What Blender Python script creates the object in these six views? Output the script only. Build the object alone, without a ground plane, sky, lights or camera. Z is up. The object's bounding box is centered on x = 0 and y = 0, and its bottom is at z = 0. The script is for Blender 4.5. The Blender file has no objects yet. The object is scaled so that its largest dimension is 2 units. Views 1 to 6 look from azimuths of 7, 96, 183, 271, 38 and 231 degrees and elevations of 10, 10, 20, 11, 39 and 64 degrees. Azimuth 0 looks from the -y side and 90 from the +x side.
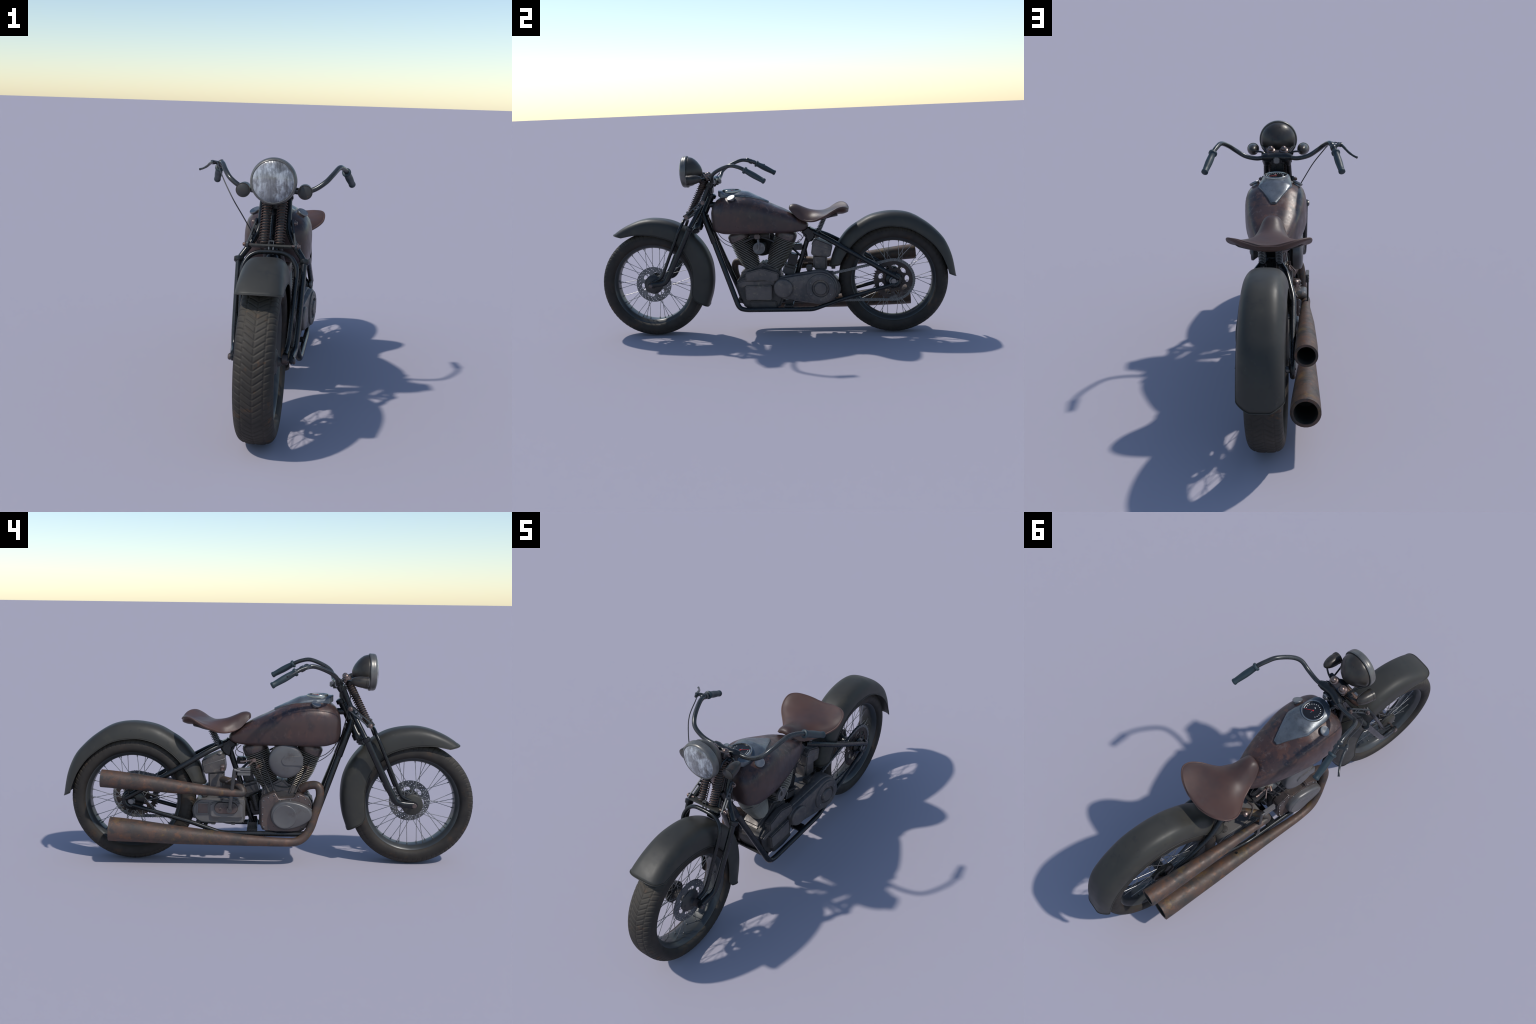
"""Vintage rigid-frame V-twin motorcycle with spring fork, built part by part."""
import bpy, bmesh, math, random
from mathutils import Vector, Matrix

random.seed(7)
XC = 0.027                      # the machine's centre plane stands a little off x = 0
V = Vector

# ------------------------------------------------------------------ materials
def mat(name, c1, c2, scale=6.0, patches=(), rough=(0.4, 0.6), metal=0.0, bump=0.0,
        bump_scale=150.0, edge=None, stretch=(1, 1, 1), contrast=(0.35, 0.65), coat=0.0,
        spec=0.5, lit_tint=None, top_patches=()):
    """Principled material: two-tone noise, any number of noise patches, worn edges."""
    m = bpy.data.materials.new(name)
    m.use_nodes = True
    nt = m.node_tree
    N, L = nt.nodes, nt.links
    b = N["Principled BSDF"]
    tc = N.new("ShaderNodeTexCoord")
    mp = N.new("ShaderNodeMapping")
    mp.inputs["Scale"].default_value = stretch
    L.new(tc.outputs["Object"], mp.inputs["Vector"])

    def noise(sc, det=5.0, off=0.0, rgh=0.6):
        n = N.new("ShaderNodeTexNoise")
        n.noise_dimensions = '4D'
        n.inputs["W"].default_value = off
        n.inputs["Scale"].default_value = sc
        n.inputs["Detail"].default_value = det
        n.inputs["Roughness"].default_value = rgh
        L.new(mp.outputs["Vector"], n.inputs["Vector"])
        return n.outputs["Fac"]

    def ramp(sock, lo, hi):
        r = N.new("ShaderNodeMapRange")
        r.inputs["From Min"].default_value = lo
        r.inputs["From Max"].default_value = hi
        r.interpolation_type = 'SMOOTHSTEP'
        L.new(sock, r.inputs["Value"])
        return r.outputs["Result"]

    def mix(fac, a, bcol):
        x = N.new("ShaderNodeMix")
        x.data_type = 'RGBA'
        L.new(fac, x.inputs["Factor"])
        if isinstance(a, tuple):
            x.inputs["A"].default_value = (*a, 1)
        else:
            L.new(a, x.inputs["A"])
        x.inputs["B"].default_value = (*bcol, 1)
        return x.outputs["Result"]

    def scaled(sock, k):
        x = N.new("ShaderNodeMath")
        x.operation = 'MULTIPLY'
        L.new(sock, x.inputs[0])
        x.inputs[1].default_value = k
        return x.outputs[0]

    first = noise(scale)
    col = mix(ramp(first, *contrast), c1, c2)
    for i, (pc, ps, lo, hi, amt) in enumerate(patches):
        col = mix(scaled(ramp(noise(ps, 8.0, 3.1 + 2.7 * i, 0.68), lo, hi), amt), col, pc)
    if top_patches:
        g = N.new("ShaderNodeNewGeometry")
        sep = N.new("ShaderNodeSeparateXYZ")
        L.new(g.outputs["Normal"], sep.inputs[0])
        up = ramp(sep.outputs["Z"], 0.05, 0.65)
        for i, (pc, ps, lo, hi, amt) in enumerate(top_patches):
            f = N.new("ShaderNodeMath")
            f.operation = 'MULTIPLY'
            L.new(up, f.inputs[0])
            L.new(scaled(ramp(noise(ps, 8.0, 21.7 + 3.3 * i, 0.7), lo, hi), amt), f.inputs[1])
            col = mix(f.outputs[0], col, pc)
    if edge:
        g = N.new("ShaderNodeNewGeometry")
        col = mix(scaled(ramp(g.outputs["Pointiness"], 0.52, 0.60), 0.7), col, edge)
    if lit_tint:                      # paints daylight into the colour: upward faces lightened
        g = N.new("ShaderNodeNewGeometry")
        s = N.new("ShaderNodeSeparateXYZ")
        L.new(g.outputs["Normal"], s.inputs[0])
        dc, amt = lit_tint
        col = mix(scaled(ramp(s.outputs["Z"], 0.15, 1.0), amt), col, dc)
    L.new(col, b.inputs["Base Color"])
    rr = N.new("ShaderNodeMapRange")
    rr.inputs["To Min"].default_value, rr.inputs["To Max"].default_value = rough
    rr.inputs["From Min"].default_value, rr.inputs["From Max"].default_value = 0.3, 0.7
    L.new(noise(scale * 3.3, 6.0, 9.0), rr.inputs["Value"])
    L.new(rr.outputs["Result"], b.inputs["Roughness"])
    b.inputs["Metallic"].default_value = metal
    b.inputs["Specular IOR Level"].default_value = spec
    if coat:
        b.inputs["Coat Weight"].default_value = coat
        b.inputs["Coat Roughness"].default_value = 0.25
    if bump:
        bp = N.new("ShaderNodeBump")
        bp.inputs["Strength"].default_value = bump
        bp.inputs["Distance"].default_value = 0.002
        L.new(noise(bump_scale, 6.0, 5.0), bp.inputs["Height"])
        L.new(bp.outputs["Normal"], b.inputs["Normal"])
    return m


BLACK = mat("black_frame_paint", (0.007, 0.008, 0.009), (0.013, 0.014, 0.015), 9, rough=(0.20, 0.36), spec=0.42,  # base lowered to match the frame tubes seen in shade
            patches=[((0.05, 0.035, 0.025), 22, 0.62, 0.75, 0.5)], bump=0.05)
FENDER = mat("dull_fender_paint", (0.035, 0.0335, 0.029), (0.042, 0.040, 0.034), 3.5, rough=(0.40, 0.58), spec=0.32,  # base warmed and lightened to the fender's neutral tone on its shaded side
             patches=[((0.056, 0.051, 0.039), 7, 0.52, 0.66, 0.65), ((0.075, 0.07, 0.058), 40, 0.60, 0.70, 0.45), ((0.021, 0.022, 0.024), 24, 0.54, 0.7, 0.6)],
             bump=0.10, bump_scale=45)
TANK = mat("rusted_tank_paint", (0.064, 0.036, 0.032), (0.050, 0.031, 0.029), 7, rough=(0.26, 0.52), metal=0.12, contrast=(0.42, 0.58),
           patches=[((0.026, 0.021, 0.024), 10, 0.53, 0.64, 0.65), ((0.125, 0.056, 0.036), 24, 0.55, 0.66, 0.38),
                    ((0.105, 0.072, 0.064), 30, 0.57, 0.68, 0.4), ((0.030, 0.022, 0.023), 48, 0.57, 0.66, 0.4)],
           top_patches=[((0.105, 0.050, 0.036), 17, 0.50, 0.57, 0.75), ((0.024, 0.020, 0.026), 14, 0.53, 0.60, 0.8), ((0.13, 0.095, 0.085), 38, 0.55, 0.62, 0.6)],
           bump=0.15, bump_scale=70, stretch=(1, 1, 0.7))
LEATHER = mat("worn_brown_leather", (0.082, 0.040, 0.029), (0.056, 0.031, 0.026), 6, rough=(0.38, 0.54),
              patches=[((0.085, 0.06, 0.05), 7, 0.55, 0.75, 0.6)], bump=0.25, bump_scale=420,
              edge=(0.13, 0.062, 0.045))
EXHAUST = mat("rusted_exhaust_steel", (0.092, 0.056, 0.042), (0.058, 0.044, 0.037), 12, rough=(0.45, 0.68), metal=0.2, contrast=(0.42, 0.58),
              patches=[((0.185, 0.078, 0.032), 26, 0.53, 0.65, 0.55), ((0.15, 0.095, 0.032), 17, 0.55, 0.66, 0.6),
                       ((0.035, 0.037, 0.037), 24, 0.54, 0.64, 0.7), ((0.15, 0.085, 0.065), 13, 0.58, 0.7, 0.5)],
              bump=0.35, bump_scale=110)
SOOT = mat("sooty_pipe_inside", (0.02, 0.018, 0.014), (0.035, 0.028, 0.02), 20, rough=(0.8, 0.95))
RUBBER = mat("tyre_rubber_lit_tint", (0.021, 0.018, 0.016), (0.032, 0.027, 0.023), 8, rough=(0.60, 0.80), spec=0.3, lit_tint=((0.072, 0.062, 0.050), 0.45),
             patches=[((0.078, 0.040, 0.019), 11, 0.54, 0.68, 0.5), ((0.040, 0.033, 0.026), 5, 0.5, 0.7, 0.6), ((0.010, 0.010, 0.010), 7, 0.55, 0.7, 0.6)],
             bump=0.2, bump_scale=300)
TREAD = mat("tyre_tread_lit_tint", (0.040, 0.034, 0.028), (0.030, 0.026, 0.022), 7, rough=(0.62, 0.82), spec=0.3,
            patches=[((0.105, 0.050, 0.020), 15, 0.58, 0.68, 0.6), ((0.018, 0.017, 0.016), 6, 0.52, 0.68, 0.55)],
            lit_tint=((0.085, 0.074, 0.058), 0.6), bump=0.15, bump_scale=300)
RIM = mat("painted_rim", (0.030, 0.033, 0.035), (0.040, 0.043, 0.044), 6, rough=(0.28, 0.42),
          patches=[((0.08, 0.07, 0.05), 18, 0.6, 0.75, 0.5)])
STEEL = mat("dull_steel", (0.26, 0.26, 0.26), (0.16, 0.16, 0.165), 14, rough=(0.3, 0.48), metal=0.85)
SPOKE = mat("spoke_steel", (0.20, 0.20, 0.20), (0.28, 0.275, 0.27), 14, rough=(0.3, 0.45), metal=0.7)
DISC = mat("brake_disc_steel", (0.17, 0.17, 0.175), (0.12, 0.12, 0.125), 30, rough=(0.35, 0.5), metal=0.5,
           patches=[((0.04, 0.035, 0.03), 22, 0.52, 0.62, 0.7)])
ALLOY = mat("weathered_alloy", (0.128, 0.120, 0.115), (0.092, 0.087, 0.085), 9, rough=(0.34, 0.52), metal=0.25,
            patches=[((0.105, 0.068, 0.055), 18, 0.52, 0.68, 0.6), ((0.05, 0.05, 0.053), 24, 0.55, 0.68, 0.6)],
            bump=0.12, bump_scale=120, edge=(0.17, 0.16, 0.155))
ALLOY_SMOOTH = mat("grey_cast_cover", (0.118, 0.113, 0.112), (0.092, 0.088, 0.089), 7, rough=(0.30, 0.44), metal=0.25,
                   patches=[((0.070, 0.056, 0.052), 14, 0.52, 0.66, 0.55), ((0.13, 0.125, 0.12), 26, 0.58, 0.68, 0.5)], bump=0.08, bump_scale=90)
ALLOY_RUST = mat("rusty_cast_iron", (0.135, 0.098, 0.086), (0.098, 0.082, 0.078), 13, rough=(0.24, 0.46), metal=0.5,
                 patches=[((0.045, 0.042, 0.043), 19, 0.52, 0.64, 0.7), ((0.17, 0.10, 0.07), 28, 0.57, 0.7, 0.6)],
                 bump=0.2, bump_scale=90)
CASE = mat("weathered_crankcase", (0.125, 0.108, 0.100), (0.084, 0.075, 0.073), 11, rough=(0.34, 0.56), metal=0.2, spec=0.4,
           patches=[((0.19, 0.16, 0.125), 34, 0.54, 0.65, 0.7), ((0.046, 0.048, 0.053), 9, 0.50, 0.60, 0.6), ((0.11, 0.065, 0.045), 22, 0.57, 0.68, 0.6)],
           bump=0.2, bump_scale=110)
CASE_DARK = mat("oily_crankcase", (0.062, 0.055, 0.051), (0.041, 0.037, 0.036), 12, rough=(0.42, 0.62), metal=0.05, spec=0.4,
                patches=[((0.10, 0.080, 0.058), 30, 0.56, 0.7, 0.7), ((0.028, 0.034, 0.045), 9, 0.5, 0.62, 0.6)],
                bump=0.15, bump_scale=110)
FIN = mat("fin_metal", (0.32, 0.285, 0.24), (0.22, 0.195, 0.165), 30, rough=(0.35, 0.55), metal=0.4,  # base brightened so fin rims look sunlit
          patches=[((0.13, 0.075, 0.055), 40, 0.55, 0.7, 0.6)])
CORE = mat("cylinder_core", (0.006, 0.006, 0.006), (0.010, 0.010, 0.010), 20, rough=(0.6, 0.8))
BOWL = mat("tarnished_lamp_shell", (0.054, 0.045, 0.036), (0.034, 0.030, 0.026), 14, rough=(0.26, 0.46), metal=0.15, spec=0.45,
           patches=[((0.085, 0.050, 0.036), 24, 0.54, 0.66, 0.6), ((0.015, 0.015, 0.016), 18, 0.54, 0.66, 0.6)], bump=0.08)
LAMP_RIM = mat("lamp_rim_metal", (0.17, 0.163, 0.15), (0.12, 0.116, 0.108), 14, rough=(0.3, 0.45), metal=0.4,
               patches=[((0.12, 0.06, 0.04), 17, 0.6, 0.7, 0.7)])
SIGNAL = mat("dirty_signal_lens", (0.050, 0.046, 0.040), (0.036, 0.036, 0.036), 24, rough=(0.35, 0.5),
             patches=[((0.20, 0.095, 0.03), 60, 0.58, 0.7, 0.7)])
CHROME = mat("tarnished_copper_plate", (0.26, 0.185, 0.160), (0.16, 0.125, 0.115), 25, rough=(0.26, 0.45), metal=0.7,
             patches=[((0.13, 0.068, 0.048), 40, 0.50, 0.64, 0.75)])
ROCKER = mat("worn_link_steel", (0.085, 0.090, 0.095), (0.055, 0.06, 0.064), 22, rough=(0.4, 0.55), metal=0.3)
RING = mat("polished_ring", (0.42, 0.42, 0.41), (0.30, 0.30, 0.29), 25, rough=(0.18, 0.32), metal=0.85)
DASH = mat("brushed_dash_metal", (0.155, 0.17, 0.185), (0.105, 0.117, 0.13), 13, rough=(0.24, 0.42), metal=0.45,
           patches=[((0.24, 0.25, 0.26), 38, 0.58, 0.70, 0.6), ((0.075, 0.078, 0.082), 24, 0.55, 0.68, 0.6)],
           bump=0.1, bump_scale=160)
GRIP = mat("teal_grip_rubber", (0.018, 0.034, 0.042), (0.027, 0.043, 0.050), 14, rough=(0.42, 0.58))
BAR = mat("handlebar_metal", (0.040, 0.043, 0.045), (0.06, 0.062, 0.062), 16, rough=(0.22, 0.36), metal=0.45)
CABLE = mat("cable_sheath", (0.015, 0.015, 0.016), (0.022, 0.022, 0.022), 30, rough=(0.4, 0.5))
SPRING = mat("rusty_spring", (0.105, 0.055, 0.040), (0.062, 0.048, 0.042), 30, rough=(0.35, 0.55), metal=0.4,
             patches=[((0.05, 0.05, 0.052), 25, 0.55, 0.68, 0.6)])
CHAIN = mat("grimy_chain", (0.20, 0.20, 0.20), (0.13, 0.128, 0.125), 50, rough=(0.45, 0.6), metal=0.4)
SPROCKET = mat("rusty_sprocket", (0.046, 0.030, 0.025), (0.030, 0.023, 0.021), 16, rough=(0.5, 0.7), metal=0.25,
               patches=[((0.19, 0.185, 0.18), 13, 0.56, 0.66, 0.6)])
FACE = mat("dial_face", (0.010, 0.010, 0.011), (0.014, 0.014, 0.015), 10, rough=(0.2, 0.3))
MARK = mat("dial_mark", (0.62, 0.62, 0.60), (0.5, 0.5, 0.48), 10, rough=(0.4, 0.5))
NEEDLE = mat("dial_needle", (0.55, 0.03, 0.035), (0.5, 0.03, 0.03), 10, rough=(0.4, 0.5))


def lens_material():
    """Frosted, streaked and stained headlamp glass."""
    m = bpy.data.materials.new("streaked_lamp_glass")
    m.use_nodes = True
    nt = m.node_tree
    N, L = nt.nodes, nt.links
    b = N["Principled BSDF"]
    tc = N.new("ShaderNodeTexCoord")

    def noise(sc, stretch, off):
        mp = N.new("ShaderNodeMapping")
        mp.inputs["Scale"].default_value = stretch
        L.new(tc.outputs["Object"], mp.inputs["Vector"])
        n = N.new("ShaderNodeTexNoise")
        n.noise_dimensions = '4D'
        n.inputs["W"].default_value = off
        n.inputs["Scale"].default_value = sc
        n.inputs["Detail"].default_value = 6
        n.inputs["Roughness"].default_value = 0.62
        L.new(mp.outputs["Vector"], n.inputs["Vector"])
        return n.outputs["Fac"]

    def rng(sock, lo, hi):
        r = N.new("ShaderNodeMapRange")
        r.inputs["From Min"].default_value, r.inputs["From Max"].default_value = lo, hi
        L.new(sock, r.inputs["Value"])
        return r.outputs["Result"]

    def mix(f, a, bc):
        x = N.new("ShaderNodeMix")
        x.data_type = 'RGBA'
        L.new(f, x.inputs["Factor"])
        for k, v in (("A", a), ("B", bc)):
            if isinstance(v, tuple):
                x.inputs[k].default_value = (*v, 1)
            else:
                L.new(v, x.inputs[k])
        return x.outputs["Result"]

    streak = rng(noise(44, (2.0, 1, 0.55), 1.0), 0.34, 0.60)
    blotch = rng(noise(26, (1.15, 1, 0.7), 2.5), 0.43, 0.56)
    col = mix(streak, (0.20, 0.20, 0.21), (0.47, 0.49, 0.52))
    # a heavier stain in the upper right of the glass, seen from the front
    sep = N.new("ShaderNodeSeparateXYZ")
    L.new(tc.outputs["Object"], sep.inputs[0])
    side = rng(sep.outputs["X"], -0.075, 0.03)
    mul = N.new("ShaderNodeMath")
    mul.operation = 'MULTIPLY'
    L.new(side, mul.inputs[0])
    L.new(blotch, mul.inputs[1])
    col = mix(mul.outputs[0], col, (0.085, 0.08, 0.078))
    small = rng(noise(50, (1, 1, 0.8), 6.0), 0.50, 0.60)
    sm = N.new("ShaderNodeMath")
    sm.operation = 'MULTIPLY'
    L.new(small, sm.inputs[0])
    sm.inputs[1].default_value = 0.7
    col = mix(sm.outputs[0], col, (0.15, 0.15, 0.16))
    L.new(col, b.inputs["Base Color"])
    b.inputs["Roughness"].default_value = 0.22
    b.inputs["Coat Weight"].default_value = 0.4
    wv = N.new("ShaderNodeTexWave")
    wv.bands_direction = 'X'
    wv.inputs["Scale"].default_value = 55
    L.new(tc.outputs["Object"], wv.inputs["Vector"])
    bp = N.new("ShaderNodeBump")
    bp.inputs["Strength"].default_value = 0.25
    bp.inputs["Distance"].default_value = 0.002
    L.new(wv.outputs["Fac"], bp.inputs["Height"])
    L.new(bp.outputs["Normal"], b.inputs["Normal"])
    return m


LENS = lens_material()

# ------------------------------------------------------------------ builders
def link(ob, parent):
    bpy.context.scene.collection.objects.link(ob)
    ob.parent = parent
    return ob


def smooth(me, angle=40):
    for p in me.polygons:
        p.use_smooth = True
    me.set_sharp_from_angle(angle=math.radians(angle))


class Shape:
    """Collects pieces into one mesh."""

    def __init__(self):
        self.bm = bmesh.new()

    def grid(self, rings, close_ring=True, cap=True, close_loop=False):
        bm = self.bm
        rows = [[bm.verts.new(p) for p in r] for r in rings]
        n = len(rows[0])
        pairs = list(zip(rows[:-1], rows[1:]))
        if close_loop:
            pairs.append((rows[-1], rows[0]))
        for a, b in pairs:
            for i in range(n if close_ring else n - 1):
                j = (i + 1) % n
                bm.faces.new((a[i], a[j], b[j], b[i]))
        if cap and close_ring and not close_loop:
            bm.faces.new(rows[0][::-1])
            bm.faces.new(rows[-1])
        return self

    def tube(self, pts, r, seg=14, cap=True, flat=1.0):
        """Round bar along a path; r is one radius or one per point."""
        pts = [V(p) for p in pts]
        rs = [r] * len(pts) if not isinstance(r, (list, tuple)) else r
        t = (pts[1] - pts[0]).normalized()
        up = V((0, 0, 1)) if abs(t.z) < 0.9 else V((1, 0, 0))
        nrm = (up - t * up.dot(t)).normalized()
        rings = []
        for i, p in enumerate(pts):
            if i == 0:
                d = pts[1] - pts[0]
            elif i == len(pts) - 1:
                d = pts[-1] - pts[-2]
            else:
                d = (pts[i + 1] - p).normalized() + (p - pts[i - 1]).normalized()
            if d.length > 1e-9:
                t = d.normalized()
            nrm = (nrm - t * nrm.dot(t)).normalized()
            bn = t.cross(nrm)
            rings.append([p + (lambda o: V((o.x * flat, o.y, o.z)))((nrm * math.cos(a) + bn * math.sin(a)) * rs[i])
                          for a in (2 * math.pi * k / seg for k in range(seg))])
        return self.grid(rings, cap=cap)

    def lathe(self, prof, origin, axis, seg=32, cap=True, flat=1.0):
        """Turn (distance along axis, radius) pairs about an axis."""
        o, a = V(origin), V(axis).normalized()
        u = a.orthogonal().normalized() if abs(a.x) < 0.99 else V((0, 1, 0))
        w = a.cross(u)
        rings = [[o + a * t + (u * math.cos(q) + w * math.sin(q) * flat) * max(r, 1e-5)
                  for q in (2 * math.pi * k / seg for k in range(seg))] for t, r in prof]
        return self.grid(rings, cap=cap)

    def prism(self, poly, x0, x1, bevel=0.0, seg=2, taper=1.0):
        """Polygon given in (y, z), extruded across x; outer end may be tapered."""
        tmp = bmesh.new()
        cy = sum(p[0] for p in poly) / len(poly)
        cz = sum(p[1] for p in poly) / len(poly)
        a = [tmp.verts.new((x0, y, z)) for y, z in poly]
        b = [tmp.verts.new((x1, cy + (y - cy) * taper, cz + (z - cz) * taper)) for y, z in poly]
        n = len(poly)
        for i in range(n):
            j = (i + 1) % n
            tmp.faces.new((a[i], a[j], b[j], b[i]))
        tmp.faces.new(a[::-1])
        tmp.faces.new(b)
        return self._take(tmp, bevel, seg)

    def box(self, c, size, rot=None, bevel=0.0, seg=2):
        tmp = bmesh.new()
        bmesh.ops.create_cube(tmp, size=1.0)
        M = Matrix.Translation(c) @ (rot.to_4x4() if rot else Matrix()) @ Matrix.Diagonal((*size, 1))
        bmesh.ops.transform(tmp, matrix=M, verts=tmp.verts)
        return self._take(tmp, bevel, seg)

    def _take(self, tmp, bevel, seg):
        bmesh.ops.recalc_face_normals(tmp, faces=tmp.faces)
        if bevel:
            es = [e for e in tmp.edges if len(e.link_faces) == 2 and e.calc_face_angle() > 0.45]
            bmesh.ops.bevel(tmp, geom=es, offset=bevel, segments=seg, affect='EDGES', clamp_overlap=True)
        me = bpy.data.meshes.new("tmp")
        tmp.to_mesh(me)
        tmp.free()
        self.bm.from_mesh(me)
        bpy.data.meshes.remove(me)
        return self

    def mesh(self, name, material, angle=40):
        bmesh.ops.recalc_face_normals(self.bm, faces=self.bm.faces)
        me = bpy.data.meshes.new(name)
        self.bm.to_mesh(me)
        self.bm.free()
        me.materials.append(material)
        smooth(me, angle)
        return me

    def done(self, name, material, parent, angle=40):
        me = self.mesh(name, material, angle)
        return link(bpy.data.objects.new(name, me), parent)


def catmull(pts, n=8, closed=False):
    P = [V(p) if len(p) == 3 else V((p[0], p[1], 0)) for p in pts]
    m = len(P)
    out = []
    rng = range(m if closed else m - 1)
    for i in rng:
        if closed:
            a, b, c, d = P[i - 1], P[i], P[(i + 1) % m], P[(i + 2) % m]
        else:
            b, c = P[i], P[i + 1]
            a = P[i - 1] if i else b * 2 - c
            d = P[i + 2] if i + 2 < m else c * 2 - b
        for k in range(n):
            t = k / n
            out.append(0.5 * (2 * b + (c - a) * t + (2 * a - 5 * b + 4 * c - d) * t * t
                              + (3 * b - a - 3 * c + d) * t ** 3))
    if not closed:
        out.append(P[-1])
    return out


def resample(pts, n):
    L = [0.0]
    for a, b in zip(pts[:-1], pts[1:]):
        L.append(L[-1] + (b - a).length)
    out, j = [], 0
    for i in range(n):
        s = L[-1] * i / (n - 1)
        while j < len(L) - 2 and L[j + 1] < s:
            j += 1
        f = (s - L[j]) / max(L[j + 1] - L[j], 1e-9)
        out.append(pts[j].lerp(pts[j + 1], min(max(f, 0), 1)))
    return out


def bend(pts, r=0.03, n=6):
    """Polyline with its corners rounded to radius-like distance r."""
    P = [V(p) for p in pts]
    out = [P[0]]
    for a, b, c in zip(P[:-2], P[1:-1], P[2:]):
        d1 = min(r, (a - b).length * 0.48)
        d2 = min(r, (c - b).length * 0.48)
        p, q = b + (a - b).normalized() * d1, b + (c - b).normalized() * d2
        for k in range(n + 1):
            t = k / n
            out.append(p * (1 - t) ** 2 + b * 2 * t * (1 - t) + q * t * t)
    out.append(P[-1])
    return out


def interp(xs, ys, x):
    if x <= xs[0]:
        return ys[0]
    for i in range(len(xs) - 1):
        if x <= xs[i + 1]:
            f = (x - xs[i]) / (xs[i + 1] - xs[i])
            return ys[i] * (1 - f) + ys[i + 1] * f
    return ys[-1]


def smooth_interp(table, x):
    """Cubic interpolation of rows (x, a, b, ...)."""
    n = len(table)
    if x <= table[0][0]:
        return list(table[0][1:])
    if x >= table[-1][0]:
        return list(table[-1][1:])
    i = next(k for k in range(n - 1) if x <= table[k + 1][0])
    x0, x1 = table[i][0], table[i + 1][0]
    h = x1 - x0
    t = (x - x0) / h
    res = []
    for c in range(1, len(table[0])):
        def slope(k):
            if k == 0:
                return (table[1][c] - table[0][c]) / (table[1][0] - table[0][0])
            if k == n - 1:
                return (table[-1][c] - table[-2][c]) / (table[-1][0] - table[-2][0])
            return (table[k + 1][c] - table[k - 1][c]) / (table[k + 1][0] - table[k - 1][0])
        p0, p1, m0, m1 = table[i][c], table[i + 1][c], slope(i) * h, slope(i + 1) * h
        res.append((2 * t**3 - 3 * t**2 + 1) * p0 + (t**3 - 2 * t**2 + t) * m0
                   + (-2 * t**3 + 3 * t**2) * p1 + (t**3 - t**2) * m1)
    return res


def circle2(c, r, n=24, rev=False):
    pts = [(c[0] + r * math.cos(2 * math.pi * k / n), c[1] + r * math.sin(2 * math.pi * k / n)) for k in range(n)]
    return pts[::-1] if rev else pts


def capsule(c0, r0, c1, r1, n=16):
    """Outline round two circles and their outer tangents, in (y, z)."""
    d = math.hypot(c1[0] - c0[0], c1[1] - c0[1])
    a = math.atan2(c1[1] - c0[1], c1[0] - c0[0])
    b = math.acos((r0 - r1) / d)
    pts = []
    for k in range(n + 1):
        q = a + b + (2 * math.pi - 2 * b) * k / n
        pts.append((c0[0] + r0 * math.cos(q), c0[1] + r0 * math.sin(q)))
    for k in range(n + 1):
        q = a - b + 2 * b * k / n
        pts.append((c1[0] + r1 * math.cos(q), c1[1] + r1 * math.sin(q)))
    return pts


def plate(name, loops, x0, x1, material, parent, bevel=0.0008):
    """Flat plate with holes: closed loops in (y, z) filled and given thickness along x."""
    cu = bpy.data.curves.new(name, 'CURVE')
    cu.dimensions = '2D'
    cu.fill_mode = 'BOTH'
    cu.extrude = abs(x1 - x0) / 2 - bevel
    cu.bevel_depth = bevel
    cu.bevel_resolution = 1
    for lp in loops:
        sp = cu.splines.new('POLY')
        sp.points.add(len(lp) - 1)
        for p, (y, z) in zip(sp.points, lp):
            p.co = (y, z, 0, 1)
        sp.use_cyclic_u = True
    tmp = bpy.data.objects.new(name, cu)
    bpy.context.scene.collection.objects.link(tmp)
    me = bpy.data.meshes.new_from_object(tmp.evaluated_get(bpy.context.evaluated_depsgraph_get()))
    bpy.data.objects.remove(tmp)
    bpy.data.curves.remove(cu)
    # curve plane (u, v, w) -> world (x = w, y = u, z = v)
    me.transform(Matrix(((0, 0, 1, (x0 + x1) / 2), (1, 0, 0, 0), (0, 1, 0, 0), (0, 0, 0, 1))))
    me.name = name
    me.materials.clear()
    me.materials.append(material)
    smooth(me, 35)
    return link(bpy.data.objects.new(name, me), parent)


def copies(name, me, mats, parent):
    for M in mats:
        ob = bpy.data.objects.new(name, me)
        link(ob, parent)
        ob.matrix_local = M


def frame_to(p, q, length=1.0):
    """Matrix that carries the unit z stick onto the segment p-q."""
    p, q = V(p), V(q)
    d = q - p
    R = d.to_track_quat('Z', 'Y').to_matrix().to_4x4()
    return Matrix.Translation(p) @ R @ Matrix.Diagonal((1, 1, d.length / length, 1))


def helix(p, q, r, turns, seg=16):
    p, q = V(p), V(q)
    a = (q - p).normalized()
    u = a.orthogonal().normalized()
    w = a.cross(u)
    n = int(turns * seg)
    return [p.lerp(q, k / n) + (u * math.cos(2 * math.pi * k / seg) + w * math.sin(2 * math.pi * k / seg)) * r
            for k in range(n + 1)]


def bolt(sh, p, axis, r=0.008, h=0.008, seg=6):
    sh.lathe([(0, r), (h * 0.8, r), (h, r * 0.8)], p, axis, seg=seg)


# ------------------------------------------------------------------ the thing
root = bpy.data.objects.new("vintage_motorcycle", None)
bpy.context.scene.collection.objects.link(root)
root.location = (XC, 0, 0)
root["label"] = "old rusty V-twin motorcycle with spring fork, brown saddle and dark fenders"
root["category"] = "motorcycle"

FH = V((0, -0.7025, 0.298))      # front hub
RH = V((-0.006, 0.655, 0.303))   # rear hub

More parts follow.
